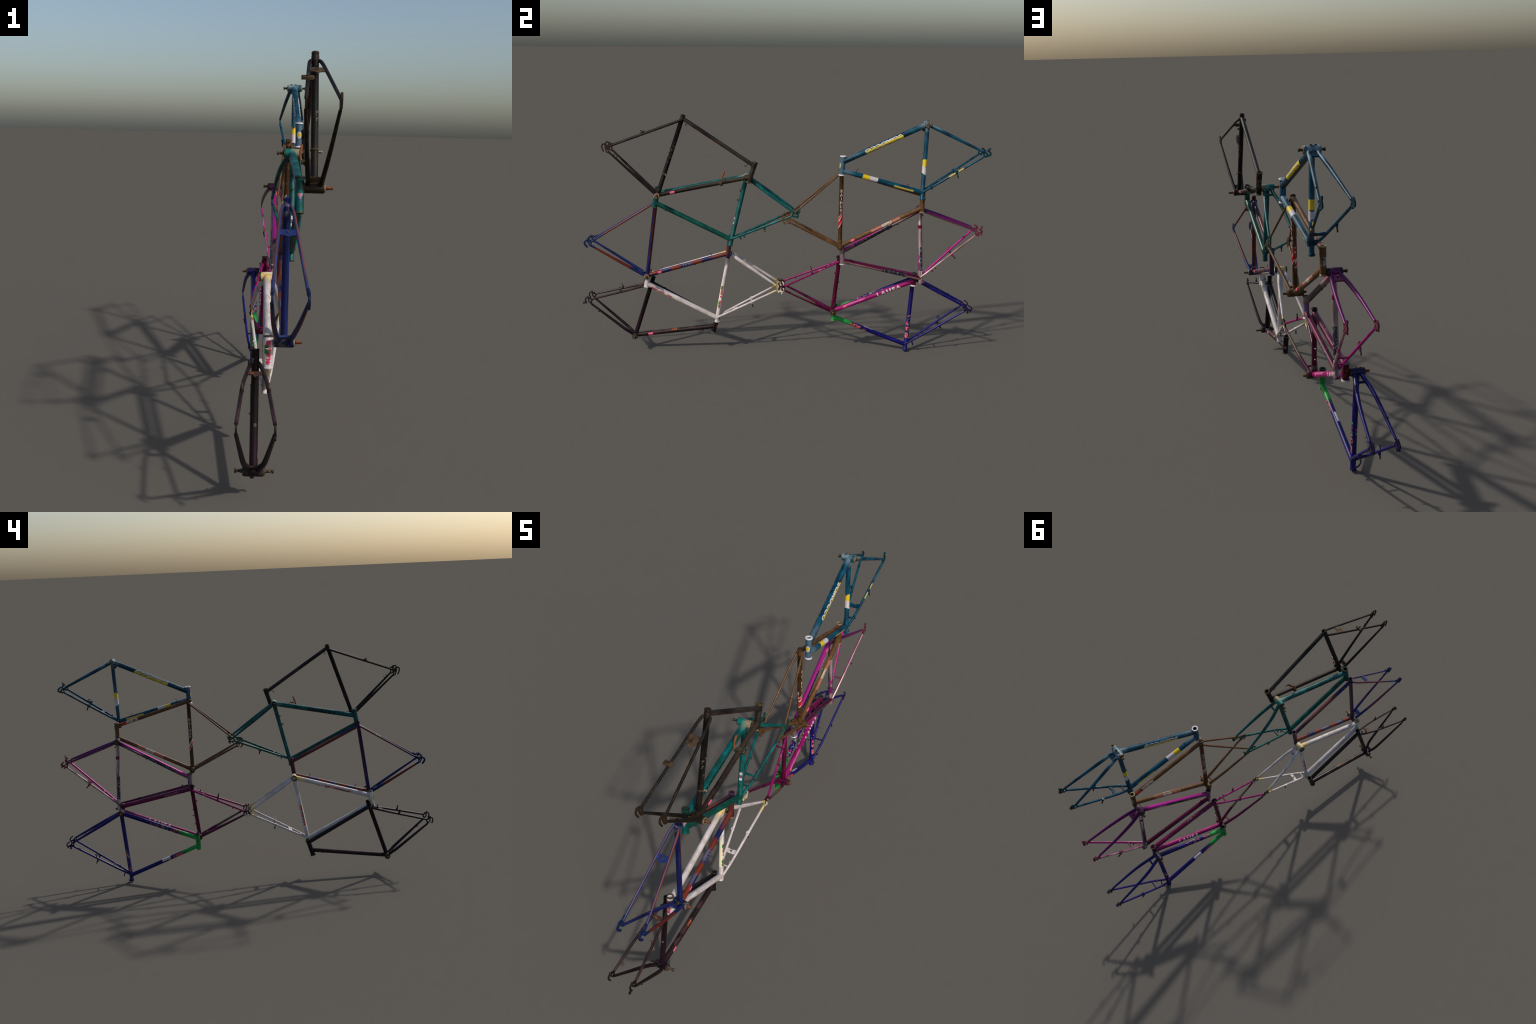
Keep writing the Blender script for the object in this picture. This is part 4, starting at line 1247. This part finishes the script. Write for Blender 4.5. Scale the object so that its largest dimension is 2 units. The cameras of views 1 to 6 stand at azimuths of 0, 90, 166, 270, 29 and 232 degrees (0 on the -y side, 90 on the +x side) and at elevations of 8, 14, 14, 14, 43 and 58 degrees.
def frame_orchid():
    F = Frame("orchid", "upturned silver frame faded to magenta along its tubes", (-0.0039, 0.0079, -0.0029),
              dict(BB=(695.6, 772), ST=(715.7, 390.2), HT=(320.1, 486.6), HB=(315.7, 579.5), TTs=(714.3, 417.8), TTh=(319.1, 508.4),
                   DTs=(695.6, 768), DTh=(316.7, 553.2), SS=(713, 424), CE=(962.7, 674.2), SE=(964.8, 651.9)),
              (0.0250, 0.0255, 0.050, 0.0515), col_orchid)
    triangle(F, 0.0120, 0.0102, 0.0112, 0.0116, ((0.004, 0.0022), (0.004, 0.0022)))
    f = rear(F, [(0, 0.009), (0.1, 0.0135), (0.3, 0.0225), (1, None)], [(0, 0.0135), (0.08, 0.0165), (0.27, (0.027, 0.030)), (0.6, (0.038, 0.043)), (1, (0.0465, 0.0515))],
             [(0, 0.0058, 0.0058), (1, 0.0052, 0.0052)], [(0, 0.0088, 0.0100), (0.45, 0.0076, 0.0086), (1, 0.0054, 0.0054)])
    F.bottom_bracket(axle=(0.0, 0.021), cups=(0.003, 0.003), nut=(False, True), mat_cup=dull_steel())
    bridge_tube(F, f, "ss", 0.31, 0.0036)
    bridge_tube(F, f, "ss", 0.13, 0.0030)
    bridge_plate(F, f, "cs", 0.07, 0.20, 0.007, hole=True)
    strokes = [(2.5, [(959, 675), (964, 666), (965, 657), (962, 651)]), (2.6, [(959, 674), (972, 668), (985, 664)]), ((2.8, 2.6), [(962, 651), (976, 657), (988, 660), (994, 664), (995, 671), (990, 677), (981, 681)]),
               (2.6, [(977, 657), (978, 649)]), (2.4, [(991, 660), (994, 652)]), (3.4, [(985, 664), (992, 668)])]
    F.dropout(1, strokes + [(2.6, [(988, 679), (991, 685)])], [(993, 691, 6.2, 3.4)])
    F.dropout(-1, strokes, [(978, 648, 3.0, 1.2)])
    seat_eyelet(F, (729, 397))
    loop(F, (853, 565), (0.72, 0.75), 12, 4.0, -0.036, 0.0019, sticker("dusky_pink", (120, 44, 66)))
    brake_boss(F, (858, 550), (875, 530), 0.037)
    brake_boss(F, (858, 550), (875, 530), -0.037)
    F.nub((769, 459), 0.016, (0, 0.6, -1), 0.010, 0.003)
    F.nub((784, 474), 0.018, (0, 0.6, -1), 0.009, 0.0026)
    F.nub((362, 510), 0.004, UP, 0.012, 0.004, dull_steel())
    F.nub((397, 485), 0.004, DOWN, 0.008, 0.003)
    F.nub((600, 454), 0.0, UP, 0.012, 0.003)
    F.nub((362, 586), 0.002, UP, 0.012, 0.004)
    for y, z in ((547, 668), (590, 693)):
        F.nub((y, z), 0.0, (0, 0.3, -1), 0.007, 0.0020, dull_steel())
    F.nub((706, 741), 0.003, (0, 0.8, 0.5), 0.012, 0.006)
    price_tag(F, "down_tube", 0.105, 0.15, (1, 0, 0.4), c=(206, 70, 116))


# ================================================================ 9 · magenta
def col_magenta(part):
    o = dict(rough=0.24, coat=0.55)
    B = (112, 8, 72)
    deep = dict(c=(50, 1, 20), spots=(18, 0.5), spsoft=0.16, amt=0.65)
    if part == "seat_tube":
        return (80, 3, 42), [deep, dict(c=(80, 86, 84), z=(0.09, 0.15), side=((0, 1, 0), 0.2), soft=0.006, amt=0.8), dict(c=(34, 22, 24), z=(0.94, 2))], o  # magenta lowered to dark red, baking in the tube's dim reflections
    if part == "down_tube":
        return (142, 8, 96), [dict(c=(92, 2, 56), side=((0, 0, 1), 0.3), spots=(14, 0.48), spsoft=0.1, amt=0.5), dict(c=(206, 110, 160), z=(0.16, 0.4), side=((0.9, 0, 0.5), 0.93), spots=(20, 0.48), amt=0.6)], o
    if part == "top_tube":
        return (102, 6, 62), [deep, dict(c=(170, 150, 150), z=(0.20, 0.55), side=((-0.5, 0, 1), 0.7), spots=(90, 0.6), amt=0.25), dict(c=(120, 80, 62), z=(0.55, 0.9), side=((-0.8, 0, 0.4), 0.85), spots=(70, 0.58), amt=0.3)], o
    if part == "head_tube":
        return (74, 3, 38), [dict(c=(106, 38, 24), z=(0.3, 0.7), side=((-0.3, 1, 0), 0.3), spots=(60, 0.5)), dict(c=(52, 46, 40), z=(-1, 0.09), soft=0.015), dict(c=(206, 198, 194), z=(0.90, 2), soft=0.015)], o
    if part == "chain_stay":
        return (84, 4, 52), [deep], o
    if part == "taped_chain_stay":
        return (84, 4, 52), [deep, dict(c=(84, 72, 54), z=(0.38, 0.88), side=((-0.45, 0, 1), -0.15), outward=True, soft=0.006, ssoft=0.1)], o
    if part == "seat_stay":
        return (124, 10, 82), [dict(c=(160, 110, 130), z=(0.2, 0.42), side=("out", 0.3), outward=True, spots=(90, 0.54), amt=0.6)], o
    if part == "bottom_bracket":
        return (76, 5, 44), [dict(c=(40, 30, 30), spots=(50, 0.56))], o
    if part == "dropout":
        return (58, 3, 30), [dict(c=(44, 14, 22), spots=(60, 0.52))], dict(rough=0.35, coat=0.3)
    return (104, 8, 66), [deep], o


def frame_magenta():
    F = Frame("magenta", "glossy magenta mountain bike frame with white lettering", (-0.0424, -0.0040, 0.0075),
              dict(BB=(279, 231.1), ST=(309.8, 522.8), HT=(691.3, 435.6), HB=(687.2, 364.6), TTs=(308.2, 502.3), TTh=(690.5, 420.5),
                   DTh=(688.4, 392.5), SS=(306.5, 494), CE=(30.6, 355.8), SE=(32.4, 377.3)),
              (0.0272, 0.0262, 0.0522, 0.0518), col_magenta)
    triangle(F, 0.0126, 0.0106, 0.0120, 0.0122, ((0.005, 0.0020), (0.006, 0.0026)))
    f = {}
    ss_r, cs_r = [(0, 0.0060, 0.0060), (1, 0.0054, 0.0054)], [(0, 0.0084, 0.0096), (0.4, 0.0074, 0.0082), (1, 0.0054, 0.0054)]
    for side, w in ((1, F.lat[2]), (-1, F.lat[3])):
        f["ss", side] = F.stay("seat_stay", "SS", "SE", side, [(0, 0.007), (0.2, 0.0175), (1, w)], ss_r, "seat_stay")
        f["cs", side] = F.stay("chain_stay", "BB", "CE", side, [(0, 0.013), (0.1, 0.0165), (0.3, 0.028), (0.55, 0.038), (1, w)], cs_r, "taped_chain_stay" if side > 0 else "chain_stay")
    F.bottom_bracket(axle=(0.018, 0.0), cups=(0.005, 0.004), mat_cup=dull_steel())
    bridge_tube(F, f, "ss", 0.22, 0.0036)
    bridge_tube(F, f, "cs", 0.17, 0.0042)
    strokes = [((2.6, 3.2), [(34, 379), (20, 375), (8, 375), (3, 360)]), (2.4, [(19, 375), (18, 365), (21, 356)]), (2.2, [(34, 357), (31, 366), (34, 376)]), (2.4, [(8, 377), (4, 384)]), (2.4, [(22, 377), (18, 385)]), (2.2, [(31, 372), (20, 371)])]
    for s in (1, -1):
        F.dropout(s, strokes, [(3, 385, 3.2, 1.4)])
    seat_eyelet(F, (296, 517), r=0.0050)
    brake_boss(F, (171, 437), (164, 460), -0.035, base=0.0058)
    brake_boss(F, (171, 437), (164, 460), 0.035, base=0.0058)
    F.nub((262, 484), 0.016, (0, -0.3, 1), 0.014, 0.0028)
    F.nub((238, 467), 0.022, (0, -0.3, -1), 0.010, 0.0034)
    F.nub((90, 396), -0.044, (0, 0, -1), 0.010, 0.0030)
    F.nub((288, 432), 0.0, (0, -1, 0), 0.012, 0.0035)
    for y, z in ((309, 351), (302, 303)):
        F.nub((y, z), 0.0, (0, 1, -0.1), 0.008, 0.0032, steel(), "bottle_boss")
    F.nub((298, 385), 0.0, (0, -1, 0.1), 0.018, 0.003)
    F.nub((354, 490), 0.003, UP, 0.016, 0.005)
    price_tag(F, "down_tube", 0.13, 0.172, (1, 0, 0.25), half=0.5)
    W = sticker("white_decal", (182, 174, 170))
    F.text("down_tube", "LAUSA", 0.69, (1, 0, -0.1), True, 0.0185, W, spread=1.35, bold=0.0014, squash=1.30)
    F.text("down_tube", "LAUSA", 0.52, (-1, 0, 0.35), False, 0.0185, W, spread=1.35, bold=0.0014, squash=1.30)
    F.text("top_tube", "mountfly", 0.295, (-1, 0, 0.1), False, 0.0120, sticker("faded_pink_decal", (150, 110, 140)), squash=1.25, spread=1.05)


# ================================================================== 10 · navy
def col_navy(part):
    o = dict(rough=0.24, coat=0.55, mottle=0.2)
    B, G = (12, 4, 82), (30, 140, 58)
    red, grn, ylw = (186, 66, 78), (60, 160, 96), (130, 104, 30)
    decor = lambda z0, z1, sd, thr=0.35: [dict(c=red, z=(z0, z1), side=(sd, thr), soft=0.006, spots=(80, 0.56), amt=0.85), dict(c=grn, z=(z0, z1), side=(sd, thr), soft=0.006, spots=(60, 0.61), amt=0.85),
                                          dict(c=ylw, z=(z0, z1), side=(sd, thr), soft=0.006, spots=(66, 0.64))]
    if part == "down_tube":
        L = [dict(c=(20, 70, 40), z=(0.74, 2), soft=0.05, wob=0.1), dict(c=G, z=(0.80, 2), soft=0.05, wob=0.1)]
        return B, L + decor(0.38, 0.77, (-0.95, 0, 0.3), 0.2) + decor(0.38, 0.77, (0.9, 0, 0.4), 0.55), o
    if part == "top_tube":
        L = [dict(c=(20, 70, 40), z=(0.72, 2), soft=0.05, wob=0.1), dict(c=G, z=(0.79, 2), soft=0.05, wob=0.1)]
        for sx in (1, -1):
            L += [dict(c=(178, 76, 78), z=(0.63, 0.77), side=((sx, 0, -0.3), 0.55), soft=0.004, spots=(95, 0.44)), dict(c=(140, 84, 50), z=(0.55, 0.60), side=((sx * 0.5, 0, -1), 0.6), soft=0.01)]
        return B, L, o
    if part == "head_tube":
        return (30, 132, 58), [dict(c=(24, 112, 50), spots=(24, 0.5), spsoft=0.15, amt=0.7), dict(c=(40, 36, 30), z=(0.92, 2), soft=0.012), dict(c=(110, 120, 44), z=(-1, 0.03)),
                               dict(c=(164, 60, 44), z=(0.30, 0.56), side=((0.3, -1, 0), 0.35), spots=(60, 0.56))], o
    if part == "seat_tube":
        return B, decor(0.50, 0.69, (0.95, -0.5, 0), 0.5) + decor(0.52, 0.66, (-0.95, 0.4, 0), 0.4) + \
            [dict(c=(184, 84, 84), z=(0.665, 0.71), side=((1, -0.1, 0), 0.6), soft=0.004, spots=(80, 0.46)), dict(c=(184, 84, 84), z=(0.745, 0.815), side=((1, -0.3, 0), 0.6), soft=0.004, spots=(90, 0.45)),
             dict(c=(160, 60, 70), z=(0.70, 0.85), side=((-1, 0, 0), 0.7), soft=0.004, spots=(90, 0.56))], o
    if part in ("seat_stay", "chain_stay"):
        return (14, 6, 84), [dict(c=(40, 34, 90), spots=(26, 0.6), spsoft=0.1, amt=0.5)], o
    if part == "bottom_bracket":
        return (16, 8, 56), [dict(c=(44, 34, 34), spots=(50, 0.54))], o
    if part == "dropout":
        return (18, 6, 52), [dict(c=(60, 30, 34), spots=(50, 0.6))], dict(rough=0.35, coat=0.3)
    return (16, 7, 68), [], o


def frame_navy():
    F = Frame("navy", "upturned deep blue frame fading to green at the head", (-0.0689, -0.0115, -0.0138),
              dict(BB=(692.8, 397.5), ST=(664.6, 2.2), HT=(285.3, 167.1), HB=(290.7, 259), TTs=(666.9, 35.8), TTh=(286.6, 189.1),
                   DTs=(692.8, 394.8), DTh=(289.2, 231.4), SS=(667.5, 44), CE=(954.8, 256), SE=(953.3, 232.4)),
              (0.0256, 0.0256, 0.0455, 0.0447), col_navy)
    triangle(F, 0.0126, 0.0107, 0.0110, 0.0120, ((0.003, 0.0006), (0.005, 0.0024)))
    f = rear(F, [(0, 0.009), (0.1, 0.015), (0.3, 0.025), (1, None)], [(0, 0.0135), (0.1, (0.0155, 0.017)), (0.3, (0.027, 0.030)), (0.55, 0.037), (1, None)],
             [(0, 0.0060, 0.0060), (1, 0.0054, 0.0054)], [(0, 0.0086, 0.0100), (0.4, 0.0078, 0.0088), (1, 0.0054, 0.0054)])
    F.bottom_bracket(axle=(0.0, 0.022), cups=(0.004, 0.004), mat_cup=dull_steel())
    bridge_tube(F, f, "ss", 0.30, 0.0036)
    bridge_tube(F, f, "cs", 0.165, 0.0048)
    for s in (-0.010, 0.008):
        F.nub((693, 410), s, (0, 0.2, 1), 0.010, 0.0055, dull_steel(), "cable_plate")
    # brake cable hoop hanging between the seat stays
    p = f["ss", 1](0.10), f["ss", -1](0.10)
    dn = Vector((0, 0.010, -0.030))
    F.wire("cable_hanger_hoop", [p[0], p[0] + dn * 0.5 + F.N * 0.003, (p[0] + p[1]) / 2 + dn, p[1] + dn * 0.5 - F.N * 0.003, p[1]], 0.0028, F.plain())
    strokes = [(2.1, [(955, 257), (957, 247), (953, 234)]), ((2.6, 2.2), [(955, 257), (962, 253), (972, 242), (982, 237), (990, 240), (990, 248), (984, 255), (974, 262)]), (3.0, [(953, 234), (967, 237), (982, 236)]),
               (3.4, [(970, 235), (971, 223)]), (2.8, [(985, 235), (986, 229)]), (3.2, [(963, 240), (974, 239)])]
    for s in (1, -1):
        F.dropout(s, strokes, [(971, 222, 3.8, 1.6)])
    seat_eyelet(F, (677, 7.2), r=0.0050)
    loop(F, (838, 176), (1, 0.3), 7, 4.4, -0.036, 0.0018, stem=16)
    brake_boss(F, (833, 148), (844, 128), 0.036)
    brake_boss(F, (833, 148), (844, 128), -0.036)
    F.nub((727, 84), 0.016, (0, 0.5, -1), 0.012, 0.003)
    F.nub((884, 300), -0.042, (0, 0.4, 1), 0.009, 0.003)
    F.nub((357, 261), 0.002, UP, 0.016, 0.0045, sticker("green_enamel", (28, 134, 58)))
    F.nub((349, 159), 0.0, DOWN, 0.010, 0.004, sticker("green_enamel", (28, 134, 58)))
    F.nub((610, 52), 0.0, DOWN, 0.008, 0.003)
    F.patch("top_tube", 0.472, 0.592, (-0.62, 0, 0.78), 0.95, sticker("white_decal", (182, 174, 170)), name="white_label")


for build in (frame_black, frame_teal, frame_blue_orange, frame_white, frame_aubergine,
              frame_petrol, frame_bronze, frame_orchid, frame_magenta, frame_navy):
    build()
